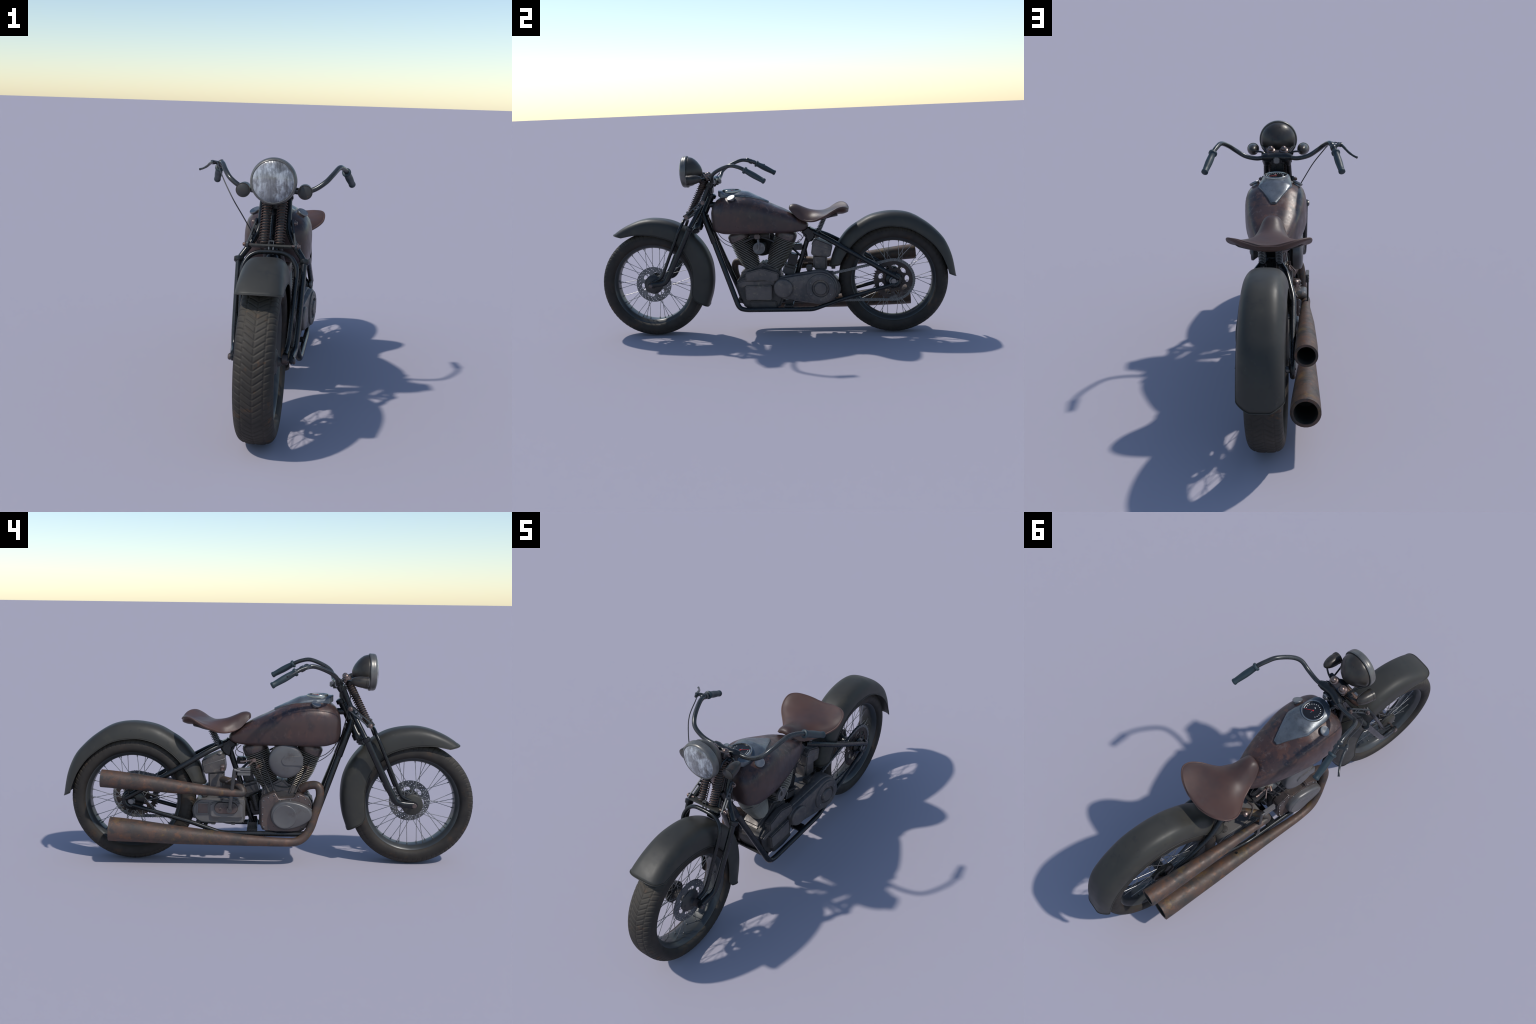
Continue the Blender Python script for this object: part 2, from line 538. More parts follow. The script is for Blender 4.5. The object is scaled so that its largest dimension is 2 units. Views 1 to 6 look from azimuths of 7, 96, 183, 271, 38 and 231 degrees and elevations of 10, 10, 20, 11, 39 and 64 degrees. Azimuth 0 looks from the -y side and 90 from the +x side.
# ------------------------------------------------------------------ wheels
def tyre(name, hub, R, w, parent):
    half = [(0.0, R), (0.40, R - 0.001), (0.66, R - 0.006), (0.85, R - 0.0155), (0.97, R - 0.031),
            (1.0, R - 0.047), (0.93, R - 0.061), (0.78, R - 0.069), (0.66, R - 0.071)]
    prof = [(-s, r) for s, r in half[:0:-1]] + half
    line = resample(catmull([(s * w, r) for s, r in prof], 10), 111)
    nu, chevrons = 1184, 74
    s_edge = 0.55 * w
    rings = []
    cols = []
    for p in line:
        s, r = p.x, p.y
        cols.append((s, r))
    for iu in range(nu):
        th = 2 * math.pi * iu / nu
        ring = []
        for s, r in cols:
            d = 0.0
            a = abs(s)
            if r > R - 0.034:
                fade = min(1.0, (r - (R - 0.034)) / 0.010)
                # V-shaped cross grooves, swept further on the shoulders
                if a < s_edge:
                    ph = th * chevrons / (2 * math.pi) + a / 0.034
                else:
                    b = a - s_edge
                    ph = th * chevrons / (2 * math.pi) + s_edge / 0.034 + 0.35 + b / 0.040 - b * b * 260
                f = ph - math.floor(ph)
                f = min(f, 1 - f)
                d += min(1.0, max(0.0, 1.5 - f / 0.12)) * 0.0024
                for c in (0.0, s_edge):
                    d = max(d, min(1.0, max(0.0, 1.5 - abs(a - c) / 0.0022)) * 0.0022)
                d *= fade
            rr = r - d
            ring.append((hub.x + s, hub.y + rr * math.cos(th), hub.z + rr * math.sin(th)))
        rings.append(ring)
    ob = Shape().grid(rings, close_ring=False, cap=False, close_loop=True).done(name, RUBBER, parent, 60)
    ob.data.materials.append(TREAD)
    for p in ob.data.polygons:
        c = p.center
        if math.hypot(c.y - hub.y, c.z - hub.z) > R - 0.024:
            p.material_index = 1
    return ob


def wheel(name, hub, R, w, hubprof, hubmat, flanges, rot):
    body = Shape().lathe(hubprof, hub, (1, 0, 0), 32).done(name, hubmat, root)
    tyre("tyre", hub, R, w, body)
    r0 = R - 0.068
    rimprof = [(-0.050, r0 + 0.004), (-0.052, r0 - 0.001), (-0.047, r0 - 0.008), (-0.038, r0 - 0.015), (-0.024, r0 - 0.021),
               (0.024, r0 - 0.021), (0.038, r0 - 0.015), (0.047, r0 - 0.008), (0.052, r0 - 0.001), (0.050, r0 + 0.004),
               (0.034, r0 - 0.001), (0, r0 - 0.010), (-0.034, r0 - 0.001)]
    loop = catmull(rimprof, 3, closed=True)
    sh = Shape()
    n = 128
    sh.grid([[(hub.x + p.x, hub.y + p.y * math.cos(t), hub.z + p.y * math.sin(t)) for p in loop]
             for t in (2 * math.pi * k / n for k in range(n))], close_loop=True)
    sh.done("rim", RIM, body, 60)
    stick = Shape().tube([(0, 0, 0), (0, 0, 1)], 0.00145, 8).mesh("spoke", SPOKE)
    nip = Shape().lathe([(-0.011, 0.0016), (-0.010, 0.0029), (0.0, 0.0032), (0.004, 0.0032)], (0, 0, 0), (0, 0, 1), 8) \
        .mesh("spoke_nipple", STEEL)
    ms, ns = [], []
    count = 40
    for k in range(count):
        side = 1 if k % 2 else -1
        lean = 1 if (k // 2) % 2 else -1
        t = rot + 2 * math.pi * (k + 0.3 * lean * (1 if side > 0 else 0.6)) / count
        fx, fr = flanges[0 if side > 0 else 1]
        t2 = t + lean * 0.95
        a = V((hub.x + fx, hub.y + fr * math.cos(t2), hub.z + fr * math.sin(t2)))
        rr = r0 - 0.019
        b = V((hub.x + side * 0.012, hub.y + rr * math.cos(t), hub.z + rr * math.sin(t)))
        ms.append(frame_to(a, b))
        d = (b - a).normalized()
        ns.append(Matrix.Translation(b) @ d.to_track_quat('Z', 'Y').to_matrix().to_4x4())
    copies("spoke", stick, ms, body)
    copies("spoke_nipple", nip, ns, body)
    return body


# front: narrow hub, drilled disc on the left (+x), small drum cover on the right
fw = wheel("front_wheel", FH, 0.2985, 0.070,
           [(-0.062, 0.014), (-0.060, 0.045), (-0.052, 0.052), (-0.046, 0.052), (-0.044, 0.030), (-0.020, 0.020),
            (0.018, 0.020), (0.026, 0.040), (0.032, 0.040), (0.034, 0.052), (0.044, 0.054), (0.056, 0.040), (0.060, 0.020),
            (0.076, 0.012)],
           CASE_DARK, ((0.029, 0.038), (-0.040, 0.030)), 0.02)
c = (FH.y, FH.z)
loops = [circle2(c, 0.101, 72), circle2(c, 0.048, 48, True)]
for k in range(6):
    q = 2 * math.pi * (k + 0.2) / 6
    q0 = [(c[0] + (0.0615 + 0.0115 * math.cos(a)) * math.cos(q + 0.36 * math.sin(a)),
           c[1] + (0.0615 + 0.0115 * math.cos(a)) * math.sin(q + 0.36 * math.sin(a)))
          for a in (-2 * math.pi * j / 16 for j in range(16))]
    loops.append(q0)
for k in range(24):
    for j, r in enumerate((0.0795, 0.0872, 0.0950)):
        q = 2 * math.pi * (k + 0.33 * j) / 24
        loops.append(circle2((c[0] + r * math.cos(q), c[1] + r * math.sin(q)), 0.0029, 8, True))
plate("brake_disc", loops, FH.x + 0.037, FH.x + 0.041, DISC, fw, 0.0004)
cal = Shape()
for (dy, dz, r) in ((0.000, -0.043, 0.017), (-0.040, 0.004, 0.016), (-0.002, 0.036, 0.017), (0.036, 0.006, 0.016)):
    cal.lathe([(0, r), (0.010, r), (0.015, r * 0.8)], (FH.x + 0.040, FH.y + dy * 0.8, FH.z + dz * 0.8), (1, 0, 0), 12)
cal.done("hub_boss", CASE_DARK, fw)
# right side brake plate
Shape().lathe([(-0.066, 0.0), (-0.066, 0.012), (-0.064, 0.016), (-0.064, 0.044), (-0.060, 0.050), (-0.046, 0.052)],
              FH, (1, 0, 0), 40).done("brake_drum", FENDER, fw)

# rear: drum on the right, sprocket on the left
rw = wheel("rear_wheel", RH, 0.3025, 0.0685,
           [(-0.078, 0.010), (-0.060, 0.012), (-0.056, 0.050), (-0.050, 0.056), (-0.034, 0.056), (-0.030, 0.034),
            (-0.016, 0.022), (0.020, 0.022), (0.030, 0.040), (0.050, 0.042), (0.074, 0.042), (0.080, 0.036), (0.090, 0.020),
            (0.100, 0.020)],
           BLACK, ((0.030, 0.036), (-0.032, 0.046)), 0.05)
RS_X, RS_R = RH.x + 0.066, 0.112
TEETH = 48
c = (RH.y, RH.z)
outer = []
for k in range(TEETH):
    for f, r in ((0.0, RS_R - 0.006), (0.28, RS_R - 0.005), (0.42, RS_R + 0.003), (0.58, RS_R + 0.003), (0.72, RS_R - 0.005)):
        q = 2 * math.pi * (k + f) / TEETH
        outer.append((c[0] + r * math.cos(q), c[1] + r * math.sin(q)))
loops = [outer, circle2(c, 0.03, 36, True)]
for k in range(9):
    q = 2 * math.pi * (k + 0.1) / 9
    loops.append([(c[0] + (0.073 + 0.013 * math.cos(a)) * math.cos(q + 0.27 * math.sin(a)),
                   c[1] + (0.073 + 0.013 * math.cos(a)) * math.sin(q + 0.27 * math.sin(a)))
                  for a in (-2 * math.pi * j / 16 for j in range(16))])
plate("sprocket", loops, RS_X - 0.003, RS_X + 0.003, SPROCKET, rw)
nuts = Shape()
for k in range(9):
    q = 2 * math.pi * (k + 0.6) / 9
    bolt(nuts, (RS_X + 0.003, c[0] + 0.052 * math.cos(q), c[1] + 0.052 * math.sin(q)), (1, 0, 0), 0.005, 0.005)
nuts.done("sprocket_bolt", CASE_DARK, rw)
ax = Shape()
ax.lathe([(0.094, 0.0), (0.094, 0.020), (0.098, 0.025), (0.108, 0.025), (0.110, 0.022), (0.108, 0.017), (0.107, 0.015),
          (0.113, 0.014), (0.114, 0.0)], (RH.x, RH.y, RH.z), (1, 0, 0), 24)
ax.lathe([(-0.070, 0.0), (-0.070, 0.014), (-0.104, 0.014), (-0.106, 0.012), (-0.106, 0.0)], RH, (1, 0, 0), 20)
ax.box((RH.x - 0.094, RH.y, RH.z), (0.008, 0.034, 0.026), bevel=0.003)
ax.done("axle_nut", STEEL, rw)
Shape().lathe([(0.071, 0.0), (0.071, 0.044), (0.076, 0.046), (0.084, 0.040), (0.088, 0.028), (0.092, 0.026), (0.096, 0.0)],
              RH, (1, 0, 0), 32).done("hub_cover", BLACK, rw)

# ------------------------------------------------------------------ chain
FS = V((0.27, 0.263))
FR = 0.070
def chain_path():
    R0, c0, c1, r1 = RS_R, V((RH.y, RH.z)), FS, FR
    d = (c0 - c1)
    L = d.length
    a = math.atan2(d.y, d.x)
    b = math.acos((r1 - R0) / L)
    pts = []
    for k in range(41):          # round the rear sprocket, from top tangent over the back to the bottom tangent
        q = a + b - 2 * b * k / 40
        pts.append(V((c0.x + R0 * math.cos(q), c0.y + R0 * math.sin(q), 0)))
    for k in range(31):
        q = a - b - (2 * math.pi - 2 * b) * k / 30
        pts.append(V((c1.x + r1 * math.cos(q), c1.y + r1 * math.sin(q), 0)))
    pts.append(pts[0].copy())
    return pts

path = chain_path()
NL = 116
nodes = resample(path, NL + 1)
pitch = (nodes[1] - nodes[0]).length
sh = Shape()
out = capsule((0, 0), 0.0080, (pitch * 0.75, 0), 0.0042, 6)
sh.prism(out, 0.0042, 0.0056)
sh.prism(out, -0.0056, -0.0042)
for o in (0, pitch):
    sh.lathe([(-0.0062, 0.0018), (-0.0045, 0.0032), (0.0045, 0.0032), (0.0062, 0.0018)], (0, o, 0), (1, 0, 0), 8)
link_me = sh.mesh("chain_link", CHAIN)
chain = Shape().lathe([(-0.003, FR - 0.004), (0.003, FR - 0.004)], (RS_X, FS.x, FS.y), (1, 0, 0), 40) \
    .done("drive_chain", SPROCKET, root)
mats = []
for i in range(NL):
    p, q = nodes[i], nodes[i + 1]
    ang = math.atan2(q.y - p.y, q.x - p.x)
    sx = 1.0 if i % 2 else 0.72
    mats.append(Matrix.Translation((RS_X, p.x, p.y)) @ Matrix.Rotation(ang, 4, 'X') @ Matrix.Diagonal((sx, 1, 1, 1)))
copies("chain_link", link_me, mats, chain)

# ------------------------------------------------------------------ fenders
SECTION = [(0.0, 0.0), (0.30, 0.006), (0.52, 0.03), (0.70, 0.10), (0.84, 0.22), (0.935, 0.40), (0.98, 0.62), (1.0, 0.82), (1.0, 1.0)]

SECTION_ROUND = [(0.0, 0.0), (0.25, 0.006), (0.45, 0.035), (0.63, 0.11), (0.78, 0.25), (0.90, 0.46), (0.97, 0.70), (1.0, 1.0)]

SECTION_TAIL = [(0.0, 0.0), (0.32, 0.0), (0.44, 0.03), (0.56, 0.14), (0.70, 0.34), (0.84, 0.58), (0.95, 0.82), (1.0, 1.0)]

def fender(name, crown, lip, w, section, n=72, tail=None):
    C = resample(catmull(crown, 10), n)
    Lp = resample(catmull(lip, 10), n)
    half = resample(catmull(section, 8), 22)
    prof = [(-p.x, p.y) for p in half[:0:-1]] + [(p.x, p.y) for p in half]
    rings = []
    tl = resample(catmull(tail or section, 8), 22)
    prof2 = [(-p.x, p.y) for p in tl[:0:-1]] + [(p.x, p.y) for p in tl]
    for i, (a, b) in enumerate(zip(C, Lp)):
        k = max(0.0, (i / (n - 1) - 0.80) / 0.20) ** 1.5
        mixed = [(u0 * (1 - k) + u1 * k, v0 * (1 - k) + v1 * k) for (u0, v0), (u1, v1) in zip(prof, prof2)]
        rings.append([(u * w, a.x + (b.x - a.x) * v, a.y + (b.y - a.y) * v) for u, v in mixed])
    ob = Shape().grid(rings, close_ring=False, cap=False).done(name, FENDER, root, 60)
    m = ob.modifiers.new("thickness", 'SOLIDIFY')
    m.thickness = 0.0035
    m.offset = -1
    # rolled bead along the open edges
    sh = Shape()
    edge = [V(r[0]) for r in rings]
    far = [V(r[-1]) for r in rings]
    ring = edge + [V(p) for p in rings[-1]][1:-1] + far[::-1] + [V(p) for p in rings[0]][::-1][1:-1]
    ring.append(ring[0].copy())
    sh.tube(ring, 0.0019, 8)
    sh.done("fender_bead", FENDER, ob, 60)
    return ob

fender("front_fender",
       [(-0.920, 0.590), (-0.891, 0.612), (-0.840, 0.640), (-0.765, 0.667), (-0.690, 0.675), (-0.600, 0.662), (-0.530, 0.632),
        (-0.460, 0.580), (-0.403, 0.511), (-0.366, 0.428), (-0.355, 0.338), (-0.365, 0.245), (-0.391, 0.164)],
       [(-0.866, 0.577), (-0.811, 0.587), (-0.766, 0.591), (-0.688, 0.585), (-0.603, 0.562), (-0.555, 0.534), (-0.510, 0.483),
        (-0.477, 0.412), (-0.468, 0.341), (-0.474, 0.260), (-0.474, 0.232), (-0.458, 0.205)], 0.083, SECTION)
fender("rear_fender",
       [(0.302, 0.382), (0.318, 0.440), (0.346, 0.505), (0.400, 0.578), (0.460, 0.622), (0.541, 0.664), (0.648, 0.681),
        (0.750, 0.666), (0.838, 0.616), (0.902, 0.560), (0.945, 0.505), (0.979, 0.420), (0.999, 0.312)],
       [(0.360, 0.394), (0.386, 0.443), (0.438, 0.512), (0.510, 0.569), (0.581, 0.597), (0.655, 0.604), (0.758, 0.583),
        (0.858, 0.516), (0.915, 0.445), (0.945, 0.380), (0.958, 0.335)], 0.083, SECTION_ROUND, tail=SECTION_TAIL)

# ------------------------------------------------------------------ frame
sh = Shape()
HT, HB = V((0, -0.343, 0.805)), V((0, -0.437, 0.610))
sh.lathe([(0, 0.019), (0.004, 0.026), (0.022, 0.026), (0.026, 0.019), (0.185, 0.019), (0.190, 0.025), (0.216, 0.025), (0.218, 0.015)],
         HT, HB - HT, 24)
# top tube into the tank and on to the seat lug
sh.tube(bend([(0, -0.375, 0.742), (0, -0.300, 0.742), (0, 0.10, 0.612), (0, 0.20, 0.575)], 0.06), 0.016)
# twin down tubes, sleeved where they leave the head
for s in (1, -1):
    p0, p1 = V((0.012 * s, -0.402, 0.702)), V((0.1045 * s, -0.208, 0.166))
    sh.tube([p0, p0.lerp(p1, 0.1), p0.lerp(p1, 0.318), p0.lerp(p1, 0.325)], [0.0165, 0.0180, 0.0178, 0.0150], 18)
sh.box((0, -0.395, 0.672), (0.030, 0.05, 0.05), bevel=0.01)
for s in (1, -1):
    cradle = bend([(0.038 * s, -0.350, 0.560), (0.1050 * s, -0.207, 0.166), (0.108 * s, -0.170, 0.155),
                   (0.112 * s, 0.215, 0.155), (0.110 * s, 0.36, 0.205), (0.100 * s, 0.66, 0.286)], 0.028)
    sh.tube(cradle, [0.0152 - 0.0022 * min(1, max(0, (p.y + 0.24) / 0.06)) - 0.0025 * min(1, max(0, (p.y - 0.2) / 0.05)) for p in cradle])
    # seat stay from the lug round the axle
    stay = bend([(0.030 * s, 0.225, 0.575), (0.066 * s, 0.292, 0.545), (0.094 * s, 0.400, 0.484), (0.098 * s, 0.60, 0.365),
                 (0.100 * s, 0.682, 0.318)], 0.03)
    sh.tube(stay, 0.0135)
    eye = [(0.100 * s, 0.655 + 0.034 * math.cos(q), 0.310 + 0.034 * math.sin(q) * 0.95)
           for q in (1.25 - 2.9 * k / 14 for k in range(15))]
    sh.tube(eye, 0.0105)
# engine mounts and cross tubes
sh.tube([(-0.108, 0.30, 0.183), (0.108, 0.30, 0.183)], 0.010)
sh.box((0, 0.072, 0.169), (0.216, 0.050, 0.014), bevel=0.003)
sh.box((0, 0.30, 0.192), (0.10, 0.060, 0.016), bevel=0.003)
sh.box((0, -0.205, 0.20), (0.19, 0.03, 0.016), bevel=0.003)
for s in (1, -1):
    sh.prism([(0.046, 0.158), (0.098, 0.158), (0.092, 0.200), (0.052, 0.200)], 0.060 * s, 0.066 * s, 0.001)
# seat post
sh.tube([(0, 0.186, 0.545), (0, 0.135, 0.390), (0, 0.064, 0.160)], [0.0145, 0.0135, 0.0135])
# seat lug casting
sh.prism([(0.142, 0.579), (0.182, 0.606), (0.192, 0.612), (0.205, 0.598), (0.232, 0.586), (0.236, 0.566), (0.224, 0.536),
          (0.200, 0.515), (0.178, 0.515), (0.170, 0.556)], -0.030, 0.030, 0.012, 3)
sh.done("frame", BLACK, root, 50)

# ------------------------------------------------------------------ front fork
sh = Shape()
for s in (1, -1):
    upper = bend([(0.050 * s, -0.348, 0.868), (0.052 * s, -0.368, 0.818), (0.056 * s, -0.404, 0.735), (0.085 * s, -0.432, 0.682),
                  (0.1255 * s, -0.461, 0.625), (0.1265 * s, -0.468, 0.610)], 0.022)
    sh.tube(upper, 0.0125)
    lower = bend([(0.1265 * s, -0.466, 0.616), (0.119 * s, -0.580, 0.385), (0.115 * s, -0.611, 0.325), (0.112 * s, -0.640, 0.313), (0.108 * s, -0.700, 0.308)], 0.022)
    sh.tube(lower, 0.0152, 18, flat=0.76)
    sh.lathe([(0, 0.0145), (0.003, 0.0195), (0.018, 0.0195), (0.022, 0.0155)], (0.1262 * s, -0.456, 0.634), (0, -0.44, -0.90), 18)
    # axle lug plate at the leg's foot
    sh.prism([(-0.640, 0.330), (-0.700, 0.327), (-0.716, 0.320), (-0.722, 0.308), (-0.714, 0.294), (-0.698, 0.290), (-0.640, 0.298)],
             0.101 * s, 0.114 * s, 0.004)
    thin = bend([(0.0 * s, -0.505, 0.666), (0.050 * s, -0.505, 0.664), (0.082 * s, -0.510, 0.648), (0.104 * s, -0.528, 0.610),
                 (0.092 * s, -0.634, 0.362), (0.088 * s, -0.650, 0.338), (0.084 * s, -0.690, 0.322)], 0.02)
    sh.tube(thin, 0.0092)
sh.done("front_fork", BLACK, root, 50)
fork = bpy.data.objects["front_fork"]
# dark upper yoke plates behind the springs
yk = Shape()
yk.box((0, -0.352, 0.858), (0.135, 0.030, 0.022), bevel=0.006)
yk.box((0, -0.447, 0.598), (0.06, 0.04, 0.03), bevel=0.008)
yk.box((0, -0.349, 0.828), (0.060, 0.022, 0.05), bevel=0.006)
yk.done("fork_yoke", BLACK, fork)
# lower spring plate, with its upstand in the middle
pl = Shape()
pl.box((0, -0.4855, 0.684), (0.158, 0.038, 0.009), Matrix.Rotation(-0.35, 3, 'X'), bevel=0.0015)
pl.done("spring_plate", FENDER, fork)
u = Shape()
for s in (1, -1):
    u.box((0.0085 * s, -0.492, 0.693), (0.003, 0.014, 0.026), bevel=0.0008)
u.box((0, -0.492, 0.706), (0.020, 0.014, 0.003), bevel=0.0008)
for s in (1, -1):
    u.tube([(0.0085 * s, -0.498, 0.684), (0.0085 * s, -0.502, 0.655)], 0.003, 8)
u.done("plate_stirrup", STEEL, fork)
SP_T, SP_B = V((0, -0.372, 0.898)), V((0, -0.476, 0.692))
coil_pts = []
for s in (1, -1):
    o = V((0.030 * s, 0, 0))
    Shape().tube(helix(SP_T + o, SP_B + o, 0.0188, 21, 14), 0.0022, 7).done("fork_spring", SPRING, fork, 80)
    t = (SP_B - SP_T)
    Shape().lathe([(0, 0.0155), (0.075, 0.0155), (0.080, 0.0125), (t.length, 0.0125)], SP_T + o, t, 18) \
        .done("spring_tube", CASE_DARK, fork)
    a = Shape()
    a.lathe([(-0.012, 0.019), (0.004, 0.0205), (0.010, 0.0195), (0.013, 0.014), (0.019, 0.0135), (0.025, 0.010), (0.028, 0.004), (0.0285, 0.0)],
            SP_T + o, -t, 20)
    a.done("acorn_nut", CHROME, fork)
top = Shape()
top.box((0, -0.368, 0.893), (0.10, 0.032, 0.016), Matrix.Rotation(-0.46, 3, 'X'), bevel=0.005)
top.done("spring_bridge", ALLOY_RUST, fork)
# rockers: long slotted links at each side, with their pivot bolts
for s in (1, -1):
    p0, p1 = V((0.071 * s, -0.388, 0.763)), V((0.092 * s, -0.482, 0.687))
    d = (p1 - p0).normalized()
    nrm = V((1, 0, 0)) - d * d.x
    nrm.normalize()
    w = d.cross(nrm)
    ln = (p1 - p0).length
    R = Matrix((nrm, d, w)).transposed()
    rk = Shape()
    for off in (0.0098, -0.0098):
        rk.box(p0.lerp(p1, 0.5) + w * off, (0.006, ln, 0.0058), R, bevel=0.001)
    for f in (0.0, 0.36, 0.5, 1.0):
        rk.box(p0.lerp(p1, f), (0.0062, 0.018 if f in (0, 1) else 0.010, 0.0246), R, bevel=0.001)
    for p in (p0, p1):
        rk.lathe([(-0.004, 0.0), (-0.004, 0.0128), (0.004, 0.0128), (0.004, 0.0)], p, nrm, 18)
    rk.done("fork_rocker", ROCKER, fork)
    b = Shape()
    for p in (p0, p1):
        q = p + V((0.004 * s, 0, 0))
        b.lathe([(0, 0.0085), (0.004, 0.0085), (0.004, 0.011), (0.007, 0.011), (0.007, 0.0075), (0.013, 0.0070), (0.015, 0.004)], q, (s, 0, 0), 14)
        b.tube([p - V((0.02 * s, 0, 0)), p], 0.005, 8)
    b.done("rocker_bolt", CHROME, fork)
ax = Shape()
ax.tube([(-0.120, -0.7025, 0.306), (0.116, -0.7025, 0.302)], 0.0085, 12)
ax.lathe([(0, 0.0125), (0.006, 0.0125), (0.009, 0.009)], (0.114, -0.7025, 0.304), (1, 0, 0), 6)
ax.lathe([(0, 0.0125), (0.006, 0.0125), (0.010, 0.009)], (-0.114, -0.7025, 0.306), (-1, 0, 0), 14)
ax.lathe([(0, 0.019), (0.020, 0.019)], (0.074, -0.7, 0.306), (1, 0, 0), 18)
ax.done("front_axle", ALLOY_RUST, fork)

# ------------------------------------------------------------------ handlebar
sh = Shape()
clamp_l = catmull([(-0.068, -0.318, 0.882), (-0.035, -0.330, 0.880), (0, -0.334, 0.880), (0.035, -0.330, 0.880), (0.068, -0.318, 0.882)], 5)
n = len(clamp_l)
sh.tube(clamp_l, [0.0135 + 0.0075 * min(1, min(i, n - 1 - i) / 3) for i in range(n)], 18)
for s in (1, -1):
    sh.lathe([(0, 0.016), (0.03, 0.015), (0.036, 0.012)], (0.050 * s, -0.330, 0.876), (0, -0.42, -0.9), 14)
sh.box((0, -0.315, 0.866), (0.050, 0.034, 0.026), bevel=0.008)
clampo = sh.done("handlebar_clamp", BLACK, None, 50)
bars = {}
hb = Shape()
for s in (1, -1):
    p = catmull([(0.055 * s, -0.320, 0.882), (0.095 * s, -0.318, 0.878), (0.145 * s, -0.316, 0.890), (0.188 * s, -0.308, 0.919),
                 (0.214 * s, -0.273, 0.946), (0.238 * s, -0.208, 0.971), (0.252 * s, -0.162, 0.966), (0.266 * s, -0.121, 0.949),
                 (0.276 * s, -0.075, 0.923)], 7)
    hb.tube(p, 0.0103, 14)
hbar = hb.done("handlebar", BAR, root, 60)
clampo.parent = hbar
gb = Shape()
gb.box((0, -0.297, 0.872), (0.026, 0.014, 0.026), bevel=0.004)
gb.done("clamp_bolt", STEEL, hbar)
for s in (1, -1):
    a, b = V((0.2645 * s, -0.124, 0.950)), V((0.2920 * s, -0.012, 0.886))
    Shape().lathe([(0, 0.0105), (0.001, 0.0175), (0.003, 0.0190), (0.010, 0.0190), (0.012, 0.0165), (0.016, 0.0140), (0.045, 0.0158),
                   (0.068, 0.0160), (0.100, 0.0142), (0.118, 0.0132), (0.121, 0.0148), (0.128, 0.0148), (0.1305, 0.0125), (0.1305, 0.0)],
                  a, b - a, 24).done("grip", GRIP, hbar, 50)
# clutch lever on the right
lv = Shape()
mount = V((-0.256, -0.150, 0.962))
lv.lathe([(-0.010, 0.0125), (-0.008, 0.0140), (0.008, 0.0140), (0.010, 0.0125)], mount, (-0.20, 0.85, -0.42), 16)
lv.tube([mount, (-0.272, -0.158, 0.970), (-0.286, -0.168, 0.972)], [0.009, 0.0075, 0.008], 10)
lv.lathe([(-0.007, 0.0), (-0.007, 0.009), (0.007, 0.009), (0.009, 0.006), (0.009, 0)], (-0.287, -0.170, 0.971), (0, 0.3, 0.95), 14)
p = catmull([(-0.278, -0.186, 0.972), (-0.290, -0.168, 0.971), (-0.305, -0.140, 0.962), (-0.320, -0.118, 0.950), (-0.340, -0.096, 0.939), (-0.3565, -0.082, 0.9335)], 5)
lv.tube(p, [0.0075] * 6 + [0.0060] * 6 + [0.0052] * 6 + [0.0045] * (len(p) - 20) + [0.0048, 0.0055], 10)
lv.lathe([(0, 0.0), (0, 0.0135), (0.012, 0.0135), (0.014, 0.011)], V((-0.250, -0.170, 0.967)), (-0.3, 0.2, 0.5), 10)
lv.done("clutch_lever", BAR, hbar, 50)
Shape().tube(catmull([(-0.282, -0.186, 0.971), (-0.262, -0.205, 0.974), (-0.235, -0.285, 0.945), (-0.205, -0.335, 0.900), (-0.165, -0.375, 0.840),
                      (-0.128, -0.372, 0.780), (-0.090, -0.366, 0.715), (-0.050, -0.352, 0.640)], 8), 0.0024, 8) \
    .done("clutch_cable", CABLE, hbar)

# ------------------------------------------------------------------ headlamp and signals
HL = V((0, -0.478, 0.9315))
bowl = Shape().lathe([(0.0, 0.0), (0.0, 0.080), (0.004, 0.0825), (0.014, 0.0815), (0.028, 0.0775), (0.044, 0.067), (0.058, 0.053), (0.070, 0.037),
                      (0.078, 0.022), (0.0825, 0.010), (0.0835, 0.0)], HL, (0, 1, 0), 56).done("headlamp", BOWL, root, 50)
Shape().lathe([(0.003, 0.079), (0.004, 0.0870), (0.002, 0.0888), (-0.004, 0.0892), (-0.007, 0.0880), (-0.012, 0.0882), (-0.020, 0.0876), (-0.026, 0.0850), (-0.029, 0.0808), (-0.028, 0.0785), (-0.020, 0.078)],
              HL, (0, 1, 0), 56, cap=False).done("headlamp_rim", LAMP_RIM, bowl, 50)
Shape().lathe([(-0.020, 0.0785), (-0.027, 0.0785), (-0.033, 0.070), (-0.038, 0.055), (-0.0415, 0.035), (-0.043, 0.015), (-0.0435, 0.0)],
              HL, (0, 1, 0), 56).done("headlamp_lens", LENS, bowl, 50)
br = Shape()
br.tube([(0, -0.425, 0.885), (0, -0.385, 0.868)], 0.014, 12)
br.box((0, -0.390, 0.888), (0.05, 0.034, 0.026), bevel=0.006)
for s in (1, -1):
    br.tube(bend([(0.050 * s, -0.370, 0.884), (0.074 * s, -0.372, 0.897), (0.112 * s, -0.392, 0.894)], 0.012), 0.0045, 8)
    br.tube([(0.050 * s, -0.378, 0.892), (0.064 * s, -0.430, 0.903), (0.078 * s, -0.462, 0.905)], 0.0042, 8)
    br.box((0.060 * s, -0.384, 0.886), (0.028, 0.020, 0.014), bevel=0.003)
br.done("lamp_bracket", BLACK, bowl)
